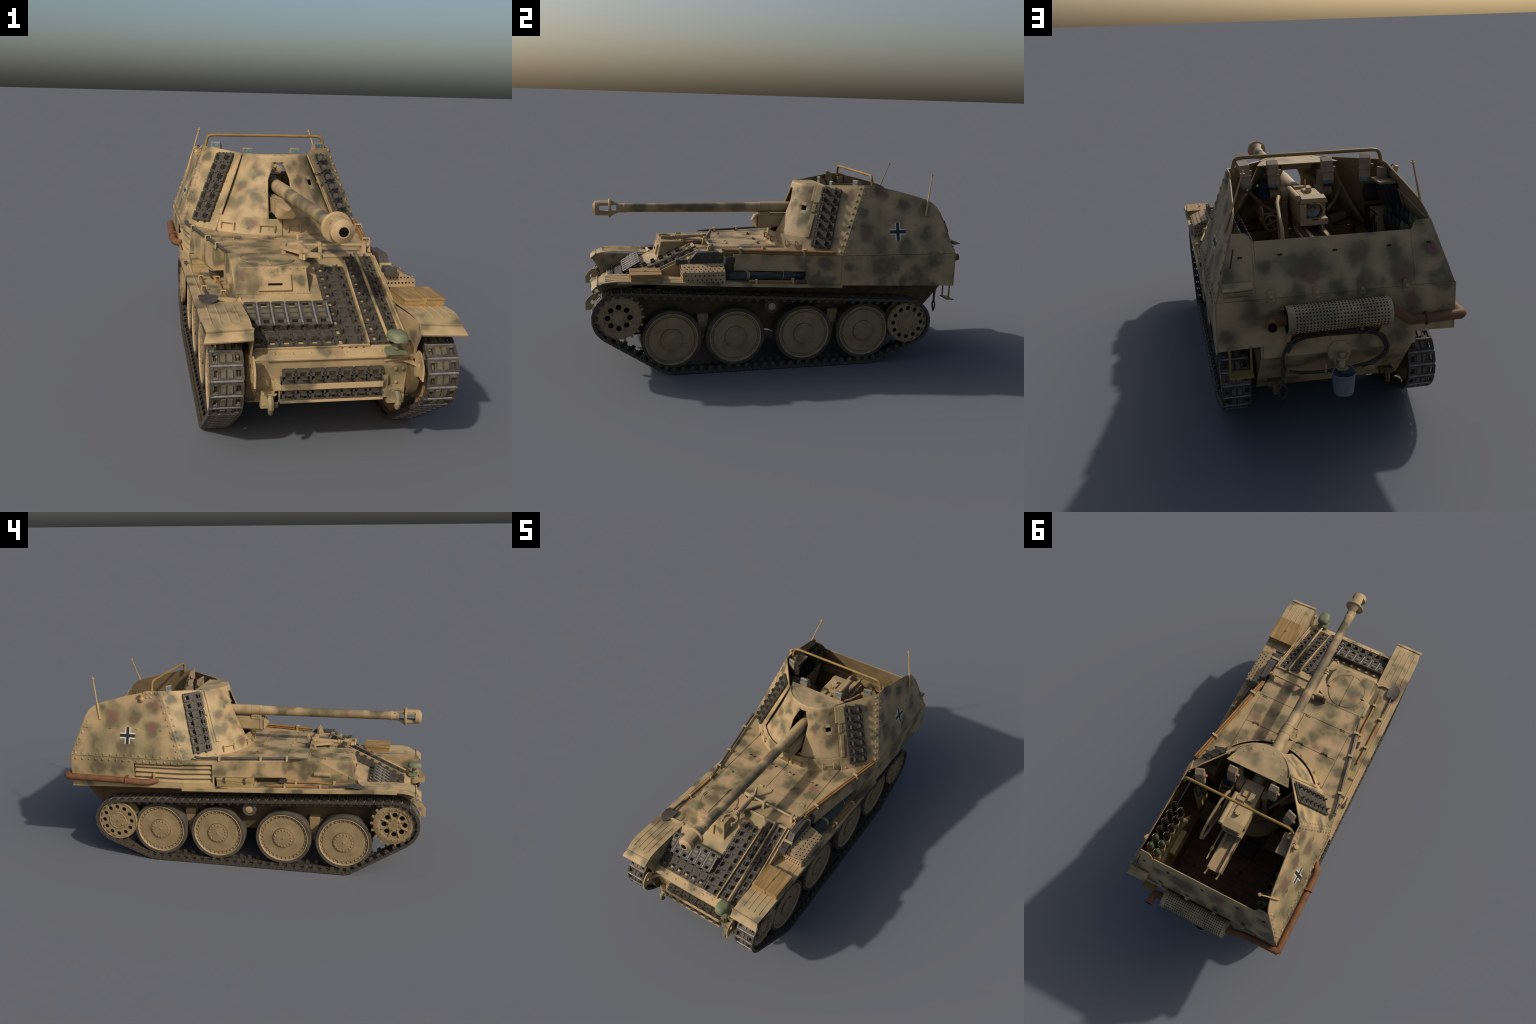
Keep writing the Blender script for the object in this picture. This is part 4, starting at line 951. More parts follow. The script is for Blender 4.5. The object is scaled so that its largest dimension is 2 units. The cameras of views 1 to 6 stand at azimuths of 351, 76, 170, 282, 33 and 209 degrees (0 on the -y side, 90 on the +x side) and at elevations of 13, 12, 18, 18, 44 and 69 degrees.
SPR, IDL, RT = V((0, -0.845, 0.2985)), V((0, 0.658, 0.2115)), 0.1225
def track_path():
    pts = []
    for c, r in ((SPR, RT), (IDL, RT - 0.003)):
        pts += [(c.y + r * math.cos(math.tau * i / 240), c.z + r * math.sin(math.tau * i / 240)) for i in range(240)]
    pts += [(-0.620, 0.0092), (-0.61, 0.0088), (0.45, 0.0088), (0.463, 0.0092)]
    pts = sorted(set(pts))
    def half(seq):
        out = []
        for q in seq:
            while len(out) > 1 and (out[-1][0] - out[-2][0]) * (q[1] - out[-2][1]) - (out[-1][1] - out[-2][1]) * (q[0] - out[-2][0]) <= 0: out.pop()
            out.append(q)
        return out
    return half(pts)[:-1] + half(reversed(pts))[:-1]     # counter-clockwise seen from +x
path = [V((0, y, z)) for y, z in track_path()]
seg = [(path[i], path[(i + 1) % len(path)]) for i in range(len(path))]
total = sum((q - p).length for p, q in seg)
NL = round(total / PITCH)
def at(d):
    d %= total
    for p, q in seg:
        l = (q - p).length
        if d <= l: return p + (q - p) * (d / l)
        d -= l
    return path[0]
SEGN = 22
wheel_y = (-0.588, -0.266, 0.095, 0.420)
WZ = 0.1695
disc_me = tyre_me = None
for s in (-1, 1):
    # the connecting rods of the whole belt form the part, each link is a piece of it
    b = MB()
    step = total / NL
    mats = []
    for i in range(NL):
        p0, p1 = at(i * step - step / 2), at(i * step + step / 2)
        c = (p0 + p1) / 2; t = (p1 - p0).normalized()
        z = V((1, 0, 0)).cross(t); z = -z if z.dot(c - V((0, -0.1, 0.2))) < 0 else z
        mats.append(basis(V((s, 0, 0)), z, (s * TX, c.y, c.z)))
        b.cyl((s * (TX - 0.051), p1.y, p1.z), (s * (TX + 0.051), p1.y, p1.z), 0.0032, 6)
    trk = put("track", b, M["steel"])
    for m in mats: put("track_link", None, None, trk, mesh=run_link, mat=m)

    # road wheels
    for y in wheel_y:
        if disc_me is None:
            q = MB()   # axis +x is outwards
            q.lathe((0, 0, 0), (1, 0, 0), [(-0.034, 0.0), (-0.034, 0.128), (-0.032, 0.1325), (0.022, 0.1325), (0.0245, 0.1325), (0.0255, 0.1295), (0.021, 0.1275), (0.016, 0.124), (0.015, 0.116), (0.018, 0.113), (0.0185, 0.09), (0.0175, 0.058), (0.018, 0.0565), (0.0235, 0.054), (0.026, 0.030), (0.027, 0.0)], 48, [0, 0, 0, 1, 1, 1, 0, 0, 2, 0, 0, 0, 2, 0, 0])  # index 2 paints crease shading on the flange and hub steps
            q.dome((0.0265, 0, 0), (1, 0, 0), 0.0065, 0.004)
            disc_me = q.mesh("wheel_disc", [M["wheel"], M["wheel_edge"], M["under"]], 28)
            q = MB()
            for i in range(32):
                a = math.tau * i / 32; q.dome((0.0162, 0.1185 * math.cos(a), 0.1185 * math.sin(a)), (1, 0, 0), 0.0050, 0.0055, 0, 6)
            for i in range(16):
                a = math.tau * i / 16; q.dome((0.0243, 0.0455 * math.cos(a), 0.0455 * math.sin(a)), (1, 0, 0.0), 0.0050, 0.004, 0, 6)
            bolt_me = q.mesh("wheel_bolts", [M["wheel"]])
            q = MB(); q.lathe((0, 0, 0), (1, 0, 0), [(-0.036, 0.132), (-0.037, 0.147), (-0.033, 0.1503), (0.021, 0.1503), (0.0255, 0.147), (0.0255, 0.134), (0.022, 0.132)], 48, 0, True)
            tyre_me = q.mesh("wheel_tyre", [M["rubber"]], 30)
        R = Matrix.Rotation(0 if s > 0 else math.pi, 4, "Z")
        rot = Matrix.Rotation(y * 9.0 + s, 4, "X")
        wh = put("road_wheel", None, None, mesh=disc_me, mat=Matrix.Translation((s * 0.3375, y, WZ)) @ R @ rot)
        put("tyre", None, None, wh, mesh=tyre_me); put("wheel_bolt", None, None, wh, mesh=bolt_me, kind="stuff")
    # sprocket
    o = V((s * 0.3790, SPR.y, SPR.z)); ax = V((s, 0, 0))
    b = MB()
    b.lathe(o, -ax, [(0.0, 0.074), (-0.002, 0.078), (-0.002, 0.095), (0.002, 0.108), (0.006, 0.110), (0.010, 0.110), (0.012, 0.104), (0.012, 0.074)], 40, 0, True)
    b.holed_ring(o - ax * 0.006, ax, 0.036, 0.075, 0.004, 8, 0.053, 0.0132, 0, 16, 1.0)
    b.lathe(o - ax * 0.008, ax, [(0, 0.0), (0, 0.038), (0.008, 0.037), (0.010, 0.034), (0.012, 0.0)], 24)
    b.lathe(o - ax * 0.070, ax, [(0, 0.0), (0, 0.110), (0.010, 0.110), (0.010, 0.07), (0.056, 0.05), (0.060, 0.0)], 40)
    for i in range(19):
        for xo in (0.003, 0.066):
            a = math.tau * i / 19; d = V((0, math.cos(a), math.sin(a))); t = V((0, -math.sin(a), math.cos(a))); c = o - ax * xo
            b.hexa([c + d * 0.104 - t * 0.008, c + d * 0.104 + t * 0.008, c + d * 0.104 + t * 0.008 - ax * 0.007, c + d * 0.104 - t * 0.008 - ax * 0.007],
                   [c + d * 0.1225 - t * 0.005, c + d * 0.1225 + t * 0.005, c + d * 0.1225 + t * 0.005 - ax * 0.007, c + d * 0.1225 - t * 0.005 - ax * 0.007])
    spr = put("drive_sprocket", b, M["wheel"], sharp=28, merge=False)
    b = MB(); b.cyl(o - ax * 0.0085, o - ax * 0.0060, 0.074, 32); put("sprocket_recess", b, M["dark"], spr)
    b = MB()
    for i in range(16):
        a = math.tau * i / 16 + 0.1; b.dome(o + ax * 0.002 + V((0, math.cos(a), math.sin(a))) * 0.0855, ax, 0.0052, 0.003)
    for i in range(8):
        a = math.tau * i / 8 + 0.2; b.dome(o + ax * 0.003 + V((0, math.cos(a), math.sin(a))) * 0.029, ax, 0.006, 0.003)
        a += 0.19; d = V((0, math.cos(a), math.sin(a))); b.tube([o + d * 0.036, o + ax * 0.0005 + d * 0.072], 0.005, 6)
    b.dome(o + ax * 0.004, ax, 0.005, 0.003)
    put("sprocket_bolt", b, M["wheel"], spr, kind="stuff")
    # idler
    o = V((s * 0.3850, IDL.y, IDL.z)); b = MB()
    b.holed_ring(o - ax * 0.008, ax, 0.046, 0.1085, 0.006, 12, 0.0785, 0.0118, 0, 20)
    b.lathe(o, -ax, [(0.0, 0.1045), (-0.001, 0.1075), (0.001, 0.1095), (0.014, 0.1095), (0.014, 0.1045)], 24, 0, True)
    b.lathe(o - ax * 0.010, ax, [(0, 0.0), (0, 0.05), (0.010, 0.049), (0.013, 0.047), (0.012, 0.043), (0.009, 0.042), (0.011, 0.039), (0.013, 0.0)], 32)
    b.lathe(o - ax * 0.07, ax, [(0, 0), (0, 0.1095), (0.012, 0.1095), (0.012, 0.06), (0.06, 0.05), (0.062, 0.0)], 32)
    idl = put("idler_wheel", b, M["wheel"], sharp=28)
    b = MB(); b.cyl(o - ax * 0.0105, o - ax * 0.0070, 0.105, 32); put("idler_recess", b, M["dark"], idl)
    b = MB()
    for i in range(8):
        a = math.tau * i / 8; b.dome(o + ax * 0.0015 + V((0, math.cos(a), math.sin(a))) * 0.033, ax, 0.0045, 0.003)
    for i in range(12):
        a = math.tau * (i + .5) / 12; b.dome(o - ax * 0.002 + V((0, math.cos(a), math.sin(a))) * 0.0575, ax, 0.0045, 0.0025)
    b.dome(o + ax * 0.003, ax, 0.006, 0.003)
    put("idler_bolt", b, M["wheel"], idl, kind="stuff")
    # return roller
    o = V((s * 0.375, -0.085, 0.3255)); b = MB()
    b.lathe(o, -ax, [(0.0, 0.020), (-0.001, 0.034), (0.002, 0.0375), (0.030, 0.0375), (0.032, 0.02)], 28)
    ro = put("return_roller", b, M["rubber"], sharp=28)
    b = MB(); b.lathe(o, ax, [(-0.002, 0.0), (-0.002, 0.019), (0.002, 0.0185), (0.002, 0.013), (0.004, 0.012), (0.005, 0.0)], 24); b.cyl(o - ax * 0.11, o, 0.014, 12)
    put("roller_hub", b, M["wheel_edge"], ro)
    # suspension: spring carriers with leaf packs, axle stubs, idler and final-drive housings
    for yc in (-0.427, 0.258):
        b = MB()
        b.hexa([(s * 0.268, yc - 0.028, 0.13), (s * 0.305, yc - 0.024, 0.15), (s * 0.305, yc + 0.024, 0.15), (s * 0.268, yc + 0.028, 0.13)], [(s * 0.268, yc - 0.03, 0.285), (s * 0.310, yc - 0.027, 0.283), (s * 0.310, yc + 0.027, 0.283), (s * 0.268, yc + 0.03, 0.285)])
        b.plate([(s * 0.312, yc - 0.029, 0.28), (s * 0.312, yc + 0.029, 0.28), (s * 0.312, yc + 0.022, 0.21), (s * 0.312, yc - 0.022, 0.21)], (-s * 0.006, 0, 0))
        sus = put("suspension", b, M["wheel"], bevel=0.0015)
        b = MB()
        for i in range(7):
            L = 0.16 - i * 0.016; z = 0.235 + i * 0.006
            n = 8
            for k in range(n):
                u0, u1 = -1 + 2 * k / n, -1 + 2 * (k + 1) / n
                zz = lambda u: z - 0.03 * u * u
                b.hexa([(s * 0.278, yc + u0 * L, zz(u0)), (s * 0.300, yc + u0 * L, zz(u0)), (s * 0.300, yc + u1 * L, zz(u1)), (s * 0.278, yc + u1 * L, zz(u1))], [(s * 0.278, yc + u0 * L, zz(u0) + .0048), (s * 0.300, yc + u0 * L, zz(u0) + .0048), (s * 0.300, yc + u1 * L, zz(u1) + .0048), (s * 0.278, yc + u1 * L, zz(u1) + .0048)])
        put("leaf_spring", b, M["under"], sus, kind="stuff")
    b = MB()
    for y in wheel_y: b.cyl((s * 0.26, y, WZ), (s * 0.315, y, WZ), 0.03, 16)
    b.cyl((s * 0.26, IDL.y, IDL.z), (s * 0.33, IDL.y, IDL.z), 0.05, 16); b.lathe((s * 0.25, SPR.y, SPR.z), (s, 0, 0), [(0, 0.09), (0.03, 0.09), (0.06, 0.06), (0.09, 0.05)], 24)
    put("axle", b, M["under"])

# ================================================================== SPARE TRACK LINKS
def links(par, n, start, stepv, x, z, me=spare_link):
    for i in range(n):
        put("track_link", None, None, par, mesh=me, mat=basis(x, z, V(start) + V(stepv) * i))
for s in (-1, 1):
    FI, FO, BO, BI = V((s * 0.150, 0.200, 0.914)), V((s * 0.300, 0.407, 0.931)), V((s * 0.4115, 0.2655, 0.588)), V((s * 0.274, 0.088, 0.588))
    a0 = (V((s * 0.178, 0.2195, 0.908)) + V((s * 0.244, 0.304, 0.903))) / 2; a1 = (V((s * 0.299, 0.130, 0.6145)) + V((s * 0.3615, 0.215, 0.615))) / 2
    dn = (a1 - a0) / 7; ac = (V((s * 0.244, 0.304, 0.903)) - V((s * 0.178, 0.2195, 0.908))).normalized(); nn = ac.cross(dn).normalized()
    if nn.y > 0: nn = -nn
    b = MB(); p0 = a0 - nn * 0.001; p1 = a1 - nn * 0.001
    for q in (-0.03, 0.03): b.tube([p0 + ac * q, p1 + ac * q], 0.0022, 6)
    rack = put("spare_track", b, M["stow"])
    links(rack, 7, a0 + dn * 0.5 + nn * 0.0045, dn, ac, -nn)
NRM = V((0, -0.4205, 0.9073)); DOWN = V((0, -0.9073, -0.4205))
def bed(p, q):
    b = MB(); b.tube([p, q], 0.0025, 6); return put("spare_track", b, M["stow"])
c0 = gl(0.1975, 0.022, 0.004)
rk = bed(gl(0.197, 0.0, 0.003), gl(0.19, 0.46, 0.003)); links(rk, 10, c0, DOWN * 0.0466 + V((-0.0014, 0, 0)), (1, 0, 0), -NRM)
rk = bed(gl(0.08, 0.07, 0.003), gl(0.07, 0.46, 0.003)); links(rk, 9, gl(0.0785, 0.082, 0.005), DOWN * 0.0463 + V((-0.0011, 0, 0)), (1, 0, 0), -NRM)
rk = bed(gl(-0.24, 0.40, 0.003), gl(0.0, 0.40, 0.003)); links(rk, 6, gl(-0.236, 0.414, 0.005), V((0.0462, 0, 0)), DOWN, -NRM)
tilt = (NRM + DOWN * 0.06).normalized()
rk = bed(gl(-0.24, 0.34, 0.022), gl(0.0, 0.34, 0.022)); links(rk, 6, V((-0.243, -0.7605, 0.4655)), V((0.0475, 0, 0)), V((0, -0.861, -0.508)), V((0, -0.508, 0.861)), spare_face)
b = MB(); b.box((-0.16, -0.915, 0.27), (0.155, -0.912, 0.30)); rk = put("spare_track", b, M["stow"])
links(rk, 7, (-0.1445, -0.9165, 0.281), (0.0472, 0, 0), (0, 0.05, 1), (0, 1, -0.05))

# ================================================================== STOWAGE
# wooden crate with a strap
b = MB()
b.box((0.272, -0.787, 0.478), (0.411, -0.643, 0.509)); b.box((0.270, -0.789, 0.509), (0.413, -0.641, 0.518))
crate = put("wooden_crate", b, M["crate"], bevel=0.001)
b = MB(); b.box((0.336, -0.7905, 0.480), (0.347, -0.6395, 0.5198)); b.box((0.337, -0.72, 0.5198), (0.346, -0.712, 0.524))
for z in (0.485, 0.496): b.box((0.2715, -0.7878, z), (0.335, -0.7872, z + 0.001)); b.box((0.348, -0.7878, z), (0.411, -0.7872, z + 0.001))
put("crate_batten", b, M["crate"], crate, bevel=0.0008)
# perforated stowage box
b = MB()
q = [(0.268, 0.455), (0.403, 0.455), (0.403, 0.519), (0.345, 0.545), (0.290, 0.545), (0.268, 0.535)]
b.plate([(x, -0.541, z) for x, z in q], (0, 0.210, 0))
pbox = put("perforated_box", b, camo("perforated_box", (0.26, -0.55, 0.45), (0.41, -0.32, 0.55), 0.35), bevel=0.0015)
b = MB()
for i, z in enumerate((0.468, 0.482, 0.503)):
    for k in range(9 - (i == 1)): b.lathe((0.4028, -0.525 + (k + 0.5 * (i == 1)) * 0.0225, z), (1, 0, 0), [(0, 0.0036), (0.0008, 0.0036), (0.0008, 0)], 8)
nrm = V((0.026, 0, 0.058)).normalized()
for i, t in enumerate((0.12, 0.42, 0.72)):
    for k in range(9): b.lathe(lerp((0.403, 0, 0.519), (0.345, 0, 0.545), t) + V((0, -0.528 + (k + 0.5 * (i % 2)) * 0.0225, 0)) - nrm * 0.0002, nrm, [(0, 0.0036), (0.001, 0.0036), (0.001, 0)], 8)
for i, x in enumerate((0.330, 0.312)):
    for k in range(9): b.lathe((x, -0.528 + (k + 0.5 * (i % 2)) * 0.0225, 0.5448), (0, 0, 1), [(0, 0.0036), (0.001, 0.0036), (0.001, 0)], 8)
for y, d in ((-0.541, -1), (-0.331, 1)):
    for i, z in enumerate((0.47, 0.488, 0.506, 0.526)):
        for k in range(9):
            x = 0.285 + (k + 0.5 * (i % 2)) * 0.0135
            if x < 0.398 and z < 0.519 + (0.403 - x) * 0.44 - 0.006 and not (i == 3 and x < 0.3): b.lathe((x, y - d * 0.0002, z), (0, d, 0), [(0, 0.0034), (0.001, 0.0034), (0.001, 0)], 8)
put("perforation", b, M["dark"], pbox, kind="stuff")
b = MB()
for y in (-0.505, -0.372): b.box((0.402, y - 0.004, 0.492), (0.406, y + 0.004, 0.522)); b.box((0.404, y - 0.006, 0.490), (0.407, y + 0.006, 0.494))
put("box_latch", b, M["bracket"], pbox, kind="stuff")
# track jack
b = MB()
jp = [(-0.556, 0.544), (-0.556, 0.562), (-0.49, 0.566), (-0.462, 0.600), (-0.350, 0.600), (-0.318, 0.566), (-0.318, 0.540), (-0.48, 0.541)]
b.plate([(0.281, y, z) for y, z in jp], (0.016, 0, 0)); b.plate([(0.299, y, z) for y, z in jp], (0.016, 0, 0))
b.box((0.286, -0.55, 0.546), (0.31, -0.33, 0.562)); b.plate([(0.2955, y * 0.98 - 0.008, z * 0.97 + 0.016) for y, z in jp], (0.005, 0, 0))
b.box((0.278, -0.566, 0.538), (0.320, -0.546, 0.568)); b.hexa([(0.285, -0.318, 0.545), (0.312, -0.318, 0.545), (0.318, -0.268, 0.540), (0.285, -0.268, 0.540)], [(0.285, -0.318, 0.566), (0.312, -0.318, 0.566), (0.318, -0.268, 0.572), (0.285, -0.268, 0.572)])
for y, z in ((-0.435, 0.575), (-0.40, 0.572), (-0.365, 0.563)): b.lathe((0.315, y, z), (1, 0, 0), [(0, 0.013), (0.003, 0.011), (0.003, 0)], 10)
jack = put("lifting_jack", b, M["gunmetal"], bevel=0.0015)
b = MB()
for y in (-0.50, -0.322): b.box((0.276, y - 0.006, 0.538), (0.320, y + 0.006, 0.572))
put("jack_clamp", b, M["bracket"], jack, bevel=0.001)
# rolled tarpaulin
b = MB(); n = 26; vs = []
for i in range(n):
    y = -0.322 + 0.406 * i / (n - 1); k = min(1, 0.72 + 2.2 * min(i, n - 1 - i) / n)
    for j in range(14):
        a = math.tau * j / 14; r = (0.0245 + 0.0022 * math.sin(3 * a + i * 0.55) + 0.0016 * math.sin(5 * a - i * 0.8)) * k
        vs.append(V((0.338 + r * 1.2 * math.cos(a), y, 0.477 + r * math.sin(a))))
fs = [tuple(range(14)), tuple(range(n * 14 - 1, n * 14 - 15, -1))] + [(i * 14 + j, i * 14 + (j + 1) % 14, i * 14 + 14 + (j + 1) % 14, i * 14 + 14 + j) for i in range(n - 1) for j in range(14)]
b.add(vs, fs); tarp = put("rolled_tarpaulin", b, M["tarp"], sharp=50)
b = MB()
for y in (-0.215, -0.208, -0.205, -0.03): b.tube([(0.338 + 0.0312 * math.cos(a), y + 0.003 * math.sin(2 * a), 0.477 + 0.0265 * math.sin(a)) for a in [math.tau * i / 14 for i in range(14)]], 0.0018, 5, 0, True)
put("tarpaulin_cord", b, M["bracket"], tarp)
# sledge hammer, right fender
b = MB(); b.tube([(0.398, -0.212, 0.468), (0.398, 0.05, 0.458)], 0.0056, 8); ham = put("sledge_hammer", b, M["handle"], sharp=60)
b = MB(); b.box((0.389, 0.034, 0.449), (0.407, 0.084, 0.467)); put("hammer_head", b, M["gunmetal"], ham, bevel=0.002)
def clip(c, d, w=0.013, h=0.020, par=None):
    """spring clip: an arch over the tool with a wing nut"""
    b = MB(); c = V(c); d = V(d).normalized(); u = d.cross(V((0, 0, 1))).normalized()
    P = lambda p, q, r: c + u * p + V((0, 0, q)) + d * r
    for p0, p1, q0, q1 in ((-w, -w + 0.003, -h * 0.6, h * 0.5), (w - 0.003, w, -h * 0.6, h * 0.5), (-w, w, h * 0.42, h * 0.55)):
        b.hexa([P(p0, q0, -0.006), P(p1, q0, -0.006), P(p1, q0, 0.006), P(p0, q0, 0.006)], [P(p0, q1, -0.006), P(p1, q1, -0.006), P(p1, q1, 0.006), P(p0, q1, 0.006)])
    b.cyl(P(w, 0, 0), P(w + 0.007, 0.002, 0), 0.0025, 6)
    return put("tool_clip", b, M["bracket"], par, bevel=0.0006)
for y in (-0.175, 0.012): clip((0.397, y, 0.463), (0, 1, 0), 0.010, 0.022, ham)
# rods along the right deck edge
P0, P1 = V((0.284, -0.33, 0.604)), V((0.397, 0.233, 0.603))
for k, (ox, oz) in enumerate(((-0.006, 0.0), (0.006, 0.0), (0.0065, -0.0105), (-0.0055, -0.0105))):
    b = MB(); b.tube([P0 + V((ox, (k % 2) * 0.008, oz)), P1 + V((ox, -(k % 2) * 0.006, oz))], 0.0056, 8); rod = put("cleaning_rod", b, M["handle"], sharp=60)
for t in (0.16, 0.72): clip(lerp(P0, P1, t) + V((0, 0, -0.004)), P1 - P0, 0.015, 0.030, rod)
# crowbar along the left deck edge
P0, P1 = V((-0.281, -0.374, 0.5965)), V((-0.391, 0.185, 0.602)); b = MB()
b.tube([P0, lerp(P0, P1, 0.10), lerp(P0, P1, 0.96), P1 + V((0, 0, 0.003))], [0.0025, 0.0062, 0.0062, 0.008], 8)
b.hexa([P1 + V((-0.009, 0, -0.003)), P1 + V((0.009, 0, -0.003)), P1 + V((0.006, 0.016, 0.006)), P1 + V((-0.010, 0.016, 0.006))], [P1 + V((-0.009, 0, 0.005)), P1 + V((0.009, 0, 0.005)), P1 + V((0.006, 0.016, 0.010)), P1 + V((-0.010, 0.016, 0.010))])
bar = put("crowbar", b, M["gunmetal"], sharp=40)
for t in (0.18, 0.42, 0.80): clip(lerp(P0, P1, t), P1 - P0, 0.012, 0.022, bar)
# shovel, left fender
b = MB(); b.tube([(-0.364, -0.173, 0.462), (-0.372, -0.53, 0.478)], 0.0056, 8); sh = put("shovel", b, M["handle"], sharp=60)
b = MB(); b.tube([(-0.372, -0.505, 0.480), (-0.373, -0.61, 0.493)], [0.0062, 0.0045], 8)
blade = [(-0.027, -0.598, 0.486), (0.027, -0.598, 0.486), (0.034, -0.625, 0.490), (0.032, -0.66, 0.487), (0.018, -0.68, 0.482), (0.0, -0.690, 0.480), (-0.018, -0.68, 0.482), (-0.032, -0.66, 0.487), (-0.034, -0.625, 0.490)]
ctr = V((-0.372, -0.635, 0.490)); top = [V((-0.372 + x, y, z + 0.006)) for x, y, z in blade]; m = len(top)
b.add(top + [p + V((0, 0, -0.003)) for p in top] + [ctr, ctr - V((0, 0, 0.003))], [(i, (i + 1) % m, 2 * m) for i in range(m)] + [((i + 1) % m + m, i + m, 2 * m + 1) for i in range(m)] + [(i, i + m, (i + 1) % m + m, (i + 1) % m) for i in range(m)])
put("shovel_blade", b, M["gunmetal"], sh, sharp=40)
for y in (-0.275, -0.46): clip((-0.3667 + (y + 0.275) * 0.022, y, 0.4665 - (y + .275) * 0.045), (0, 1, 0), 0.010, 0.024, sh)
# axe, left fender
b = MB(); b.tube([(-0.304, -0.590, 0.476), (-0.309, -0.47, 0.476), (-0.306, -0.38, 0.474), (-0.316, -0.262, 0.473)], [0.0058, 0.0055, 0.0052, 0.0065], 8); axe = put("axe", b, M["handle"], sharp=60)
b = MB(); b.hexa([(-0.328, -0.274, 0.466), (-0.300, -0.276, 0.468), (-0.300, -0.250, 0.468), (-0.328, -0.248, 0.466)], [(-0.334, -0.284, 0.496), (-0.300, -0.278, 0.480), (-0.300, -0.250, 0.480), (-0.334, -0.240, 0.496)]); put("axe_head", b, M["gunmetal"], axe, bevel=0.002)
for y in (-0.525, -0.325): clip((-0.3075, y, 0.474), (0, 1, 0), 0.010, 0.024, axe)
# bracket leaf and marker by the nose
b = MB(); b.plate([(-0.276, -0.640, 0.487), (-0.30, -0.652, 0.494), (-0.335, -0.655, 0.496), (-0.345, -0.664, 0.493), (-0.32, -0.662, 0.484), (-0.28, -0.655, 0.474)], (0, 0.003, 0.001))
b.hexa([(-0.274, -0.660, 0.478), (-0.256, -0.660, 0.478), (-0.256, -0.642, 0.486), (-0.274, -0.642, 0.486)], [(-0.267, -0.654, 0.493), (-0.263, -0.654, 0.493), (-0.263, -0.648, 0.495), (-0.267, -0.648, 0.495)])
put("marker_bracket", b, gm)
# tool chest under the left sponson
b = MB(); b.box((-0.384, -0.104, 0.449), (-0.29, 0.087, 0.480)); b.box((-0.3855, -0.1055, 0.480), (-0.289, 0.0885, 0.4945)); ch = put("tool_chest", b, M["chest"], bevel=0.0012)
b = MB()
for y in (-0.062, 0.046): b.box((-0.3878, y - 0.006, 0.478), (-0.384, y + 0.006, 0.4955)); b.box((-0.388, y - 0.006, 0.4935), (-0.36, y + 0.006, 0.4965)); b.box((-0.387, y - 0.008, 0.470), (-0.3835, y + 0.002, 0.478))
put("chest_clasp", b, M["gunmetal"], ch, kind="stuff")
b = MB(); b.hexa([(-0.386, -0.112, 0.432), (-0.29, -0.112, 0.432), (-0.29, -0.106, 0.432), (-0.386, -0.106, 0.432)], [(-0.386, -0.112, 0.450), (-0.29, -0.112, 0.468), (-0.29, -0.106, 0.468), (-0.386, -0.106, 0.450)]); put("chest_stop", b, fm, ch)
b = MB(); b.tube([(-0.402, 0.022, 0.444), (-0.402, 0.06, 0.446)], 0.004, 6); b.cbox((-0.402, 0.073, 0.447), (0.014, 0.022, 0.014)); put("wrench", b, M["gunmetal"], bevel=0.001)
b = MB(); b.cyl((-0.402, -0.085, 0.44), (-0.402, -0.085, 0.45), 0.004, 8); put("chest_pin", b, fm, kind="stuff")

# headlamp with its blackout cover
b = MB(); lc = V((0.198, -0.937, 0.441)); vs = []; n = 16
for t, k, z in ((0, 0.0, 0.015), (1, 0.62, 0.0145), (2, 0.88, 0.009), (3, 1.0, 0.0), (4, 1.0, -0.012)):
    for j in range(n):
        a = math.tau * j / n; c, q = math.cos(a), math.sin(a)
        sx = 0.0325 * math.copysign(abs(c) ** 0.6, c); sy = 0.0405 * math.copysign(abs(q) ** 0.7, q)
        vs.append(lc + V((sx * k * (1.0 - 0.12 * (q < 0)), sy * k, z)))
fs = [(i * n + j, i * n + (j + 1) % n, i * n + n + (j + 1) % n, i * n + n + j) for i in range(4) for j in range(n)] + [tuple(range(4 * n, 5 * n))]
b.add(vs, fs); lamp = put("headlamp", b, M["lamp"], sharp=40, merge=True)
b = MB(); b.cyl((0.198, -0.930, 0.395), (0.198, -0.932, 0.432), 0.009, 10); b.lathe((0.198, -0.932, 0.424), (0, 0, 1), [(0, 0.010), (0.010, 0.024), (0.012, 0.024)], 14)
b.hexa([(0.165, -0.955, 0.384), (0.228, -0.955, 0.384), (0.228, -0.905, 0.384), (0.165, -0.905, 0.384)], [(0.165, -0.955, 0.388), (0.228, -0.955, 0.388), (0.222, -0.905, 0.396), (0.170, -0.905, 0.396)])
b.plate([(0.170, -0.952, 0.386), (0.170, -0.91, 0.386), (0.170, -0.92, 0.362)], (0.003, 0, 0))
put("lamp_stand", b, M["lamp"], lamp)

# ================================================================== REAR FITTINGS
MY, MZ = 0.939, 0.5245
b = MB(); b.lathe((0.188, MY, MZ), (-1, 0, 0), [(0.0, 0.042), (0.0, 0.0468), (0.004, 0.0475), (0.346, 0.0475), (0.352, 0.0455), (0.352, 0.020)], 36); b.lathe((0.186, MY, MZ), (-1, 0, 0), [(0, 0.0), (0, 0.046)], 36)
muf = put("exhaust_muffler", b, M["muffler"], sharp=30)
b = MB(); b.lathe((0.1885, MY, MZ), (-1, 0, 0), [(0, 0.043), (0.0, 0.0)], 32); put("muffler_end", b, M["rust"], muf)
b = MB()
for i in range(28):
    for j in range(26):
        a = math.tau * j / 26; d = V((0, math.cos(a), math.sin(a)))
        b.lathe(V((0.160 - i * 0.0113, MY, MZ)) + d * 0.0471, d, [(0, 0.0030), (0.0010, 0.0030), (0.0010, 0)], 6)
put("perforation", b, M["dark"], muf, kind="stuff")
b = MB()
b.plate([(0.20, 0.892, 0.545), (0.195, 0.93, 0.555), (0.185, 0.93, 0.555), (0.19, 0.892, 0.545)], (0, 0, 0.004))
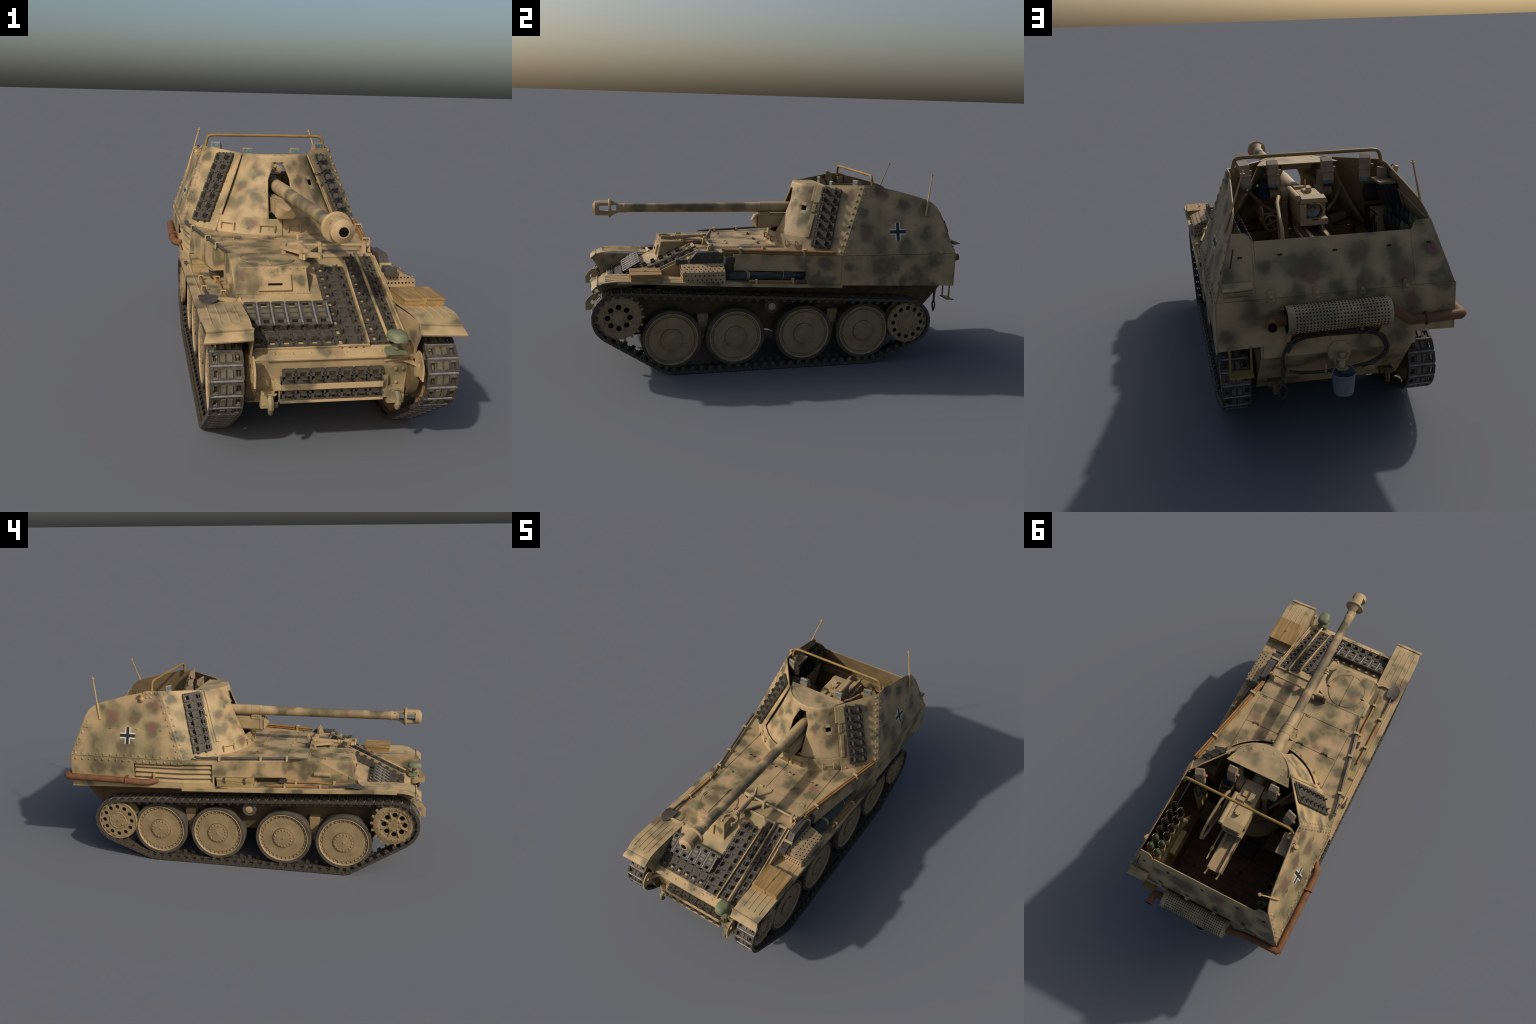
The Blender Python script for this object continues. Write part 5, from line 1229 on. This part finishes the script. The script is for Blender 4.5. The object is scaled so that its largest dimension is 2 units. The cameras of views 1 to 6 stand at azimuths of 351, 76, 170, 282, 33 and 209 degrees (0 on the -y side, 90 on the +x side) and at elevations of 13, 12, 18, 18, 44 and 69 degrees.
for x in (0.17, -0.15): b.plate([(x, 0.892, 0.435), (x, 0.905, 0.43), (x, 0.935, 0.468), (x, 0.892, 0.50)], (0.012, 0, 0))
put("muffler_bracket", b, rear_mat, muf)
b = MB(); b.tube([(0.185, 0.939, 0.5245), (0.222, 0.939, 0.5245), (0.238, 0.944, 0.525), (0.2425, 0.957, 0.526), (0.2425, 0.9985, 0.529)], 0.0185, 12); b2 = b
ex = put("exhaust_pipe", b, M["rust"], sharp=40)
b = MB(); b.cyl((0.2425, 0.990, 0.5283), (0.2425, 0.9992, 0.5291), 0.0150, 12); put("exhaust_mouth", b, M["dark"], ex)
b = MB(); b.tube([(-0.160, 0.938, 0.522), (-0.196, 0.935, 0.511), (-0.246, 0.917, 0.470), (-0.30, 0.914, 0.470), (-0.425, 0.914, 0.472), (-0.4335, 0.905, 0.472), (-0.4335, 0.88, 0.472), (-0.4335, 0.60, 0.4685), (-0.432, 0.478, 0.4625), (-0.424, 0.455, 0.463), (-0.395, 0.405, 0.466)], 0.0172, 12)
ex = put("exhaust_pipe", b, M["rust"], sharp=45)
b = MB()
b.tube([(-0.4335 + 0.020 * math.cos(a), 0.572, 0.468 + 0.021 * math.sin(a)) for a in [math.tau * i / 12 for i in range(12)]], 0.004, 6, 0, True); b.box((-0.437, 0.566, 0.486), (-0.405, 0.578, 0.492))
b.tube([(-0.302, 0.914 + 0.020 * math.cos(a), 0.470 + 0.021 * math.sin(a)) for a in [math.tau * i / 12 for i in range(12)]], 0.004, 6, 0, True)
put("pipe_clamp", b, M["rust"], ex)

# hitch, bucket, tow cable, step
b = MB(); n = 8
b.plate([(0.042 * math.cos(math.tau * (i + .5) / n), 0.902, 0.374 + 0.042 * math.sin(math.tau * (i + .5) / n)) for i in range(n)], (0, -0.020, 0))
for i in range(6):
    a = math.tau * i / 6 + 0.3; b.dome((0.033 * math.cos(a), 0.902, 0.374 + 0.033 * math.sin(a)), (0, 1, 0), 0.0055, 0.004)
for z in (0.371, 0.334):
    b.plate([(-0.022, 0.90, z + 0.004), (0.022, 0.90, z + 0.004), (0.020, 0.945, z), (0.011, 0.956, z), (-0.011, 0.956, z), (-0.020, 0.945, z)], (0, 0, -0.006))
b.box((-0.020, 0.885, 0.319), (-0.014, 0.915, 0.372)); b.box((0.014, 0.885, 0.325), (0.020, 0.915, 0.372)); b.cyl((0, 0.938, 0.321), (0, 0.938, 0.388), 0.008, 10); b.box((-0.012, 0.925, 0.376), (0.010, 0.942, 0.384)); b.cyl((0, 0.935, 0.334), (0, 0.935, 0.368), 0.011, 10)
hitch = put("tow_hitch", b, rear_mat, bevel=0.001)
b = MB()
b.lathe((0.0, 0.889, 0.432), (0, 1, 0), [(0, 0.030), (0.007, 0.030), (0.009, 0.026), (0.009, 0)], 20); b.lathe((0.062, 0.889, 0.440), (0, 1, 0), [(0, 0.020), (0.006, 0.020), (0.008, 0.016), (0.008, 0)], 16); b.dome((0.062, 0.896, 0.444), (0, 1, 0), 0.008, 0.006)
b.lathe((-0.143, 0.776, 0.235), (0, 0.72, -0.69), [(0, 0.024), (0.004, 0.022), (0.006, 0.0)], 20)
put("access_cap", b, rear_mat, hull)
b = MB(); bc = V((-0.004, 0.940, 0.0))
b.lathe(bc + V((0, 0, 0.239)), (0, 0, 1), [(0.003, 0.0), (0.003, 0.031), (0.0, 0.033), (0.002, 0.0345), (0.070, 0.0405), (0.072, 0.0425), (0.076, 0.0425), (0.0765, 0.0405), (0.070, 0.0395), (0.010, 0.032), (0.008, 0.0)], 24)
bu = put("bucket", b, M["bucket"], sharp=40)
b = MB(); b.tube([bc + V((-0.041, 0, 0.311)), bc + V((-0.034, -0.001, 0.328)), bc + V((-0.012, -0.003, 0.345)), bc + V((0.012, -0.003, 0.345)), bc + V((0.034, -0.001, 0.328)), bc + V((0.041, 0, 0.311))], 0.0016, 6); put("bucket_handle", b, M["bucket"], bu)
C = [(0.189, 0.904, 0.330), (0.194, 0.903, 0.350), (0.195, 0.902, 0.375), (0.184, 0.902, 0.402), (0.171, 0.902, 0.427), (0.150, 0.902, 0.443), (0.120, 0.902, 0.451), (0.05, 0.904, 0.455), (-0.03, 0.904, 0.452), (-0.098, 0.903, 0.449), (-0.136, 0.902, 0.437), (-0.157, 0.902, 0.415), (-0.168, 0.902, 0.385), (-0.163, 0.904, 0.363), (-0.150, 0.905, 0.348), (-0.125, 0.905, 0.332), (-0.088, 0.905, 0.318), (-0.01, 0.905, 0.308), (0.075, 0.905, 0.306), (0.133, 0.905, 0.310), (0.170, 0.905, 0.320)]
b = MB()
for k, (dx, dz) in enumerate(((0, 0), (0.006, -0.006), (-0.005, -0.011))):
    pts = [V(p) + V((dx * (1 if p[0] > 0 else -1), 0.002 * k, dz * (1 if p[2] > 0.33 else -0.6))) for p in C[(3 if k == 2 else 0):(16 if k == 2 else 21)]]
    b.tube(pts, 0.0046, 6)
cab = put("tow_cable", b, M["cable"], sharp=60)
b = MB()
def eyelet(o, ax, up):
    o, ax, up = V(o), V(ax).normalized(), V(up).normalized(); sd = ax.cross(up)
    lp = [o, o + ax * 0.018 + sd * 0.015, o + ax * 0.04 + sd * 0.012, o + ax * 0.058, o + ax * 0.04 - sd * 0.012, o + ax * 0.018 - sd * 0.015]
    b.tube(lp, 0.0048, 6, 0, True); b.tube([o - ax * 0.06, o], 0.0065, 6)
eyelet((0.198, 0.898, 0.272), (0.03, 0, -1), (0, 1, 0)); b.tube([(0.190, 0.904, 0.335), (0.197, 0.899, 0.30)], 0.006, 6)
eyelet((-0.055, 0.907, 0.452), (-1, 0, -0.03), (0, 1, 0.1))
put("cable_eye", b, M["cable"], cab, sharp=60)
b = MB(); b.dome((-0.078, 0.900, 0.452), (0, 1, 0), 0.008, 0.012); b.tube([(0.046, 0.88, 0.345), (0.05, 0.912, 0.335), (0.052, 0.914, 0.300), (0.05, 0.90, 0.296)], 0.005, 6); put("cable_hook", b, rear_mat, cab)
b = MB()
for x, yy in ((0.302, 0.893), (0.374, 0.893)): b.box((x - 0.0035, yy - 0.004, 0.332), (x + 0.0035, yy + 0.002, 0.425))
b.hexa([(0.298, 0.880, 0.326), (0.379, 0.880, 0.326), (0.379, 0.922, 0.322), (0.298, 0.922, 0.322)], [(0.298, 0.880, 0.332), (0.379, 0.880, 0.332), (0.379, 0.922, 0.326), (0.298, 0.922, 0.326)])
put("boarding_step", b, M["rail"], bevel=0.0008)

# ================================================================== INSIDE
b = MB(); b.box((-0.261, 0.10, 0.3205), (0.261, 0.77, 0.324)); b.hexa([(-0.261, 0.775, 0.321), (0.261, 0.775, 0.321), (0.261, 0.878, 0.425), (-0.261, 0.878, 0.425)], [(-0.261, 0.770, 0.324), (0.261, 0.770, 0.324), (0.261, 0.876, 0.431), (-0.261, 0.876, 0.431)]); 
fl = put("floor_plate", b, M["floor"])
b = MB()
for x, y in ((0.06, 0.76), (-0.06, 0.62), (-0.12, 0.74), (0.18, 0.70)): b.dome((x, y, 0.324), (0, 0, 1), 0.012, 0.003)
for y in (0.56, 0.70): b.box((-0.26, y, 0.3242), (0.26, y + 0.003, 0.3248))
put("floor_fitting", b, M["black"], fl, kind="stuff")
for s in (-1, 1):     # ready racks: two rows of upright rounds in open-topped eight-sided tubes
    rows_ = [(0.380, 0.308, 0.795, [0.545 + 0.0457 * k for k in range(6)]), (0.340, 0.272, 0.770, [0.553 + 0.0462 * k for k in range(6)])]
    rows_.append((0.285, 0.262, 0.745, [0.37, 0.415]) if s > 0 else (0.380, 0.312, 0.80, [0.50]))
    b = MB()
    b.box((min(s * 0.30, s * 0.40), 0.52, 0.43), (max(s * 0.30, s * 0.40), 0.805, 0.47))
    for bx, tx, zt, ys in rows_:
        for y in ys:
            o = V((s * bx, y, 0.44)); ax = (V((s * tx, y, zt)) - o).normalized(); L = zt - 0.44 - 0.062
            b.lathe(o, ax, [(0, 0.0200), (L - 0.03, 0.0200), (L - 0.03, 0.0180), (L - 0.05, 0.0180)], 8, phase=math.pi / 8)
            fu, fw = b.frame(ax); out = V((s, 0, 0.25)); oa = math.atan2(out.dot(fw), out.dot(fu))
            b.lathe(o, ax, [(L - 0.035, 0.0180), (L + 0.03, 0.0180), (L + 0.03, 0.0202), (L - 0.035, 0.0202)], 4, 0, True, 0, (oa - 1.5, oa + 1.5))
    rack = put("ammunition_rack", b, M["bracket"])
    for r, (bx, tx, zt, ys) in enumerate(rows_):
        for k, y in enumerate(ys):
            o = V((s * bx, y, 0.44)); t = V((s * tx, y, zt)); ax = (t - o).normalized(); L = (t - o).length
            q = MB(); q.lathe(o, ax, [(L - 0.10, 0.0165), (L - 0.050, 0.0165), (L - 0.030, 0.0145), (L - 0.012, 0.0092), (L, 0.0025), (L, 0.0)], 12)
            put("shell", q, M["shell_green"] if k >= 4 or r == 2 else M["shell"], rack)
b = MB(); b.box((0.262, 0.585, 0.434), (0.292, 0.72, 0.50)); put("ammunition_bin", b, M["bracket"], bevel=0.001)
for x, y, z, w in ((-0.166, 0.432, 0.50, 0.075), (0.215, 0.437, 0.50, 0.075)):
    b = MB(); b.box((x - w / 2, y - 0.05, z - 0.015), (x + w / 2, y + 0.05, z)); b.cyl((x, y, 0.322), (x, y, z - 0.012), 0.012, 10); put("seat", b, M["seat"], bevel=0.005)
b = MB(); b.box((-0.085, 0.45, 0.322), (-0.01, 0.535, 0.355)); put("floor_hatch", b, M["black"], bevel=0.003)
b = MB(); b.cbox((-0.225, 0.37, 0.39), (0.06, 0.10, 0.08)); b.cbox((0.19, 0.2, 0.41), (0.1, 0.06, 0.12)); put("equipment_box", b, M["under"], bevel=0.002)
# radio hung on the left wall, loudspeaker, leads
b = MB(); b.hexa([(-0.335, 0.46, 0.780), (-0.280, 0.46, 0.772), (-0.280, 0.56, 0.772), (-0.335, 0.56, 0.780)], [(-0.310, 0.46, 0.862), (-0.258, 0.46, 0.866), (-0.258, 0.56, 0.866), (-0.310, 0.56, 0.862)])
b.box((-0.34, 0.34, 0.64), (-0.255, 0.396, 0.735)); b.cyl((-0.31, 0.36, 0.79), (-0.25, 0.36, 0.79), 0.035, 16)
for q in range(4): b.box((-0.258, 0.412 + 0.022 * q, 0.62 + 0.02 * (q % 2)), (-0.2585, 0.424 + 0.022 * q, 0.70 + 0.02 * (q % 3)))
b.box((-0.259, 0.41, 0.605), (-0.2585, 0.50, 0.612)); b.box((-0.259, 0.41, 0.728), (-0.2585, 0.50, 0.735))
rad = put("radio_set", b, M["black"], bevel=0.002)
b = MB(); b.box((-0.308, 0.45, 0.864), (-0.245, 0.56, 0.872)); b.box((-0.345, 0.40, 0.60), (-0.26, 0.505, 0.742)); b.cbox((-0.283, 0.47, 0.892), (0.03, 0.03, 0.04)); put("radio_shelf", b, im, rad, bevel=0.001)
b = MB(); b.tube([(-0.27, 0.56, 0.86), (-0.285, 0.59, 0.80), (-0.30, 0.56, 0.74), (-0.285, 0.50, 0.68), (-0.27, 0.45, 0.62), (-0.26, 0.42, 0.60)], 0.003, 6); b.tube([(-0.26, 0.45, 0.72), (-0.25, 0.43, 0.68), (-0.255, 0.44, 0.62)], 0.003, 6); put("radio_lead", b, M["shell"], rad)
b = MB(); b.cyl((-0.20, 0.20, 0.66), (-0.12, 0.27, 0.66), 0.022, 14); put("stowed_canister", b, im)
# raised frame on the inner face of the left side wall
b = MB()
def wall(y, z, o): return side_p(-1, y, z, -o)
for (y0, z0), (y1, z1) in (((0.56, 0.845), (0.80, 0.800)), ((0.56, 0.845), (0.56, 0.77)), ((0.80, 0.80), (0.80, 0.73))):
    b.tube([wall(y0, z0, 0.008), wall(y1, z1, 0.008)], 0.005, 6)
put("wall_frame", b, im)
b = MB()
for s in (-1, 1): b.tube([side_p(s, 0.25 + .02, 0.60, -0.012), side_p(s, 0.40, 0.92, -0.012)], 0.006, 6)
b.box((-0.30, 0.868, 0.56), (0.30, 0.884, 0.60))
put("stiffener", b, im)
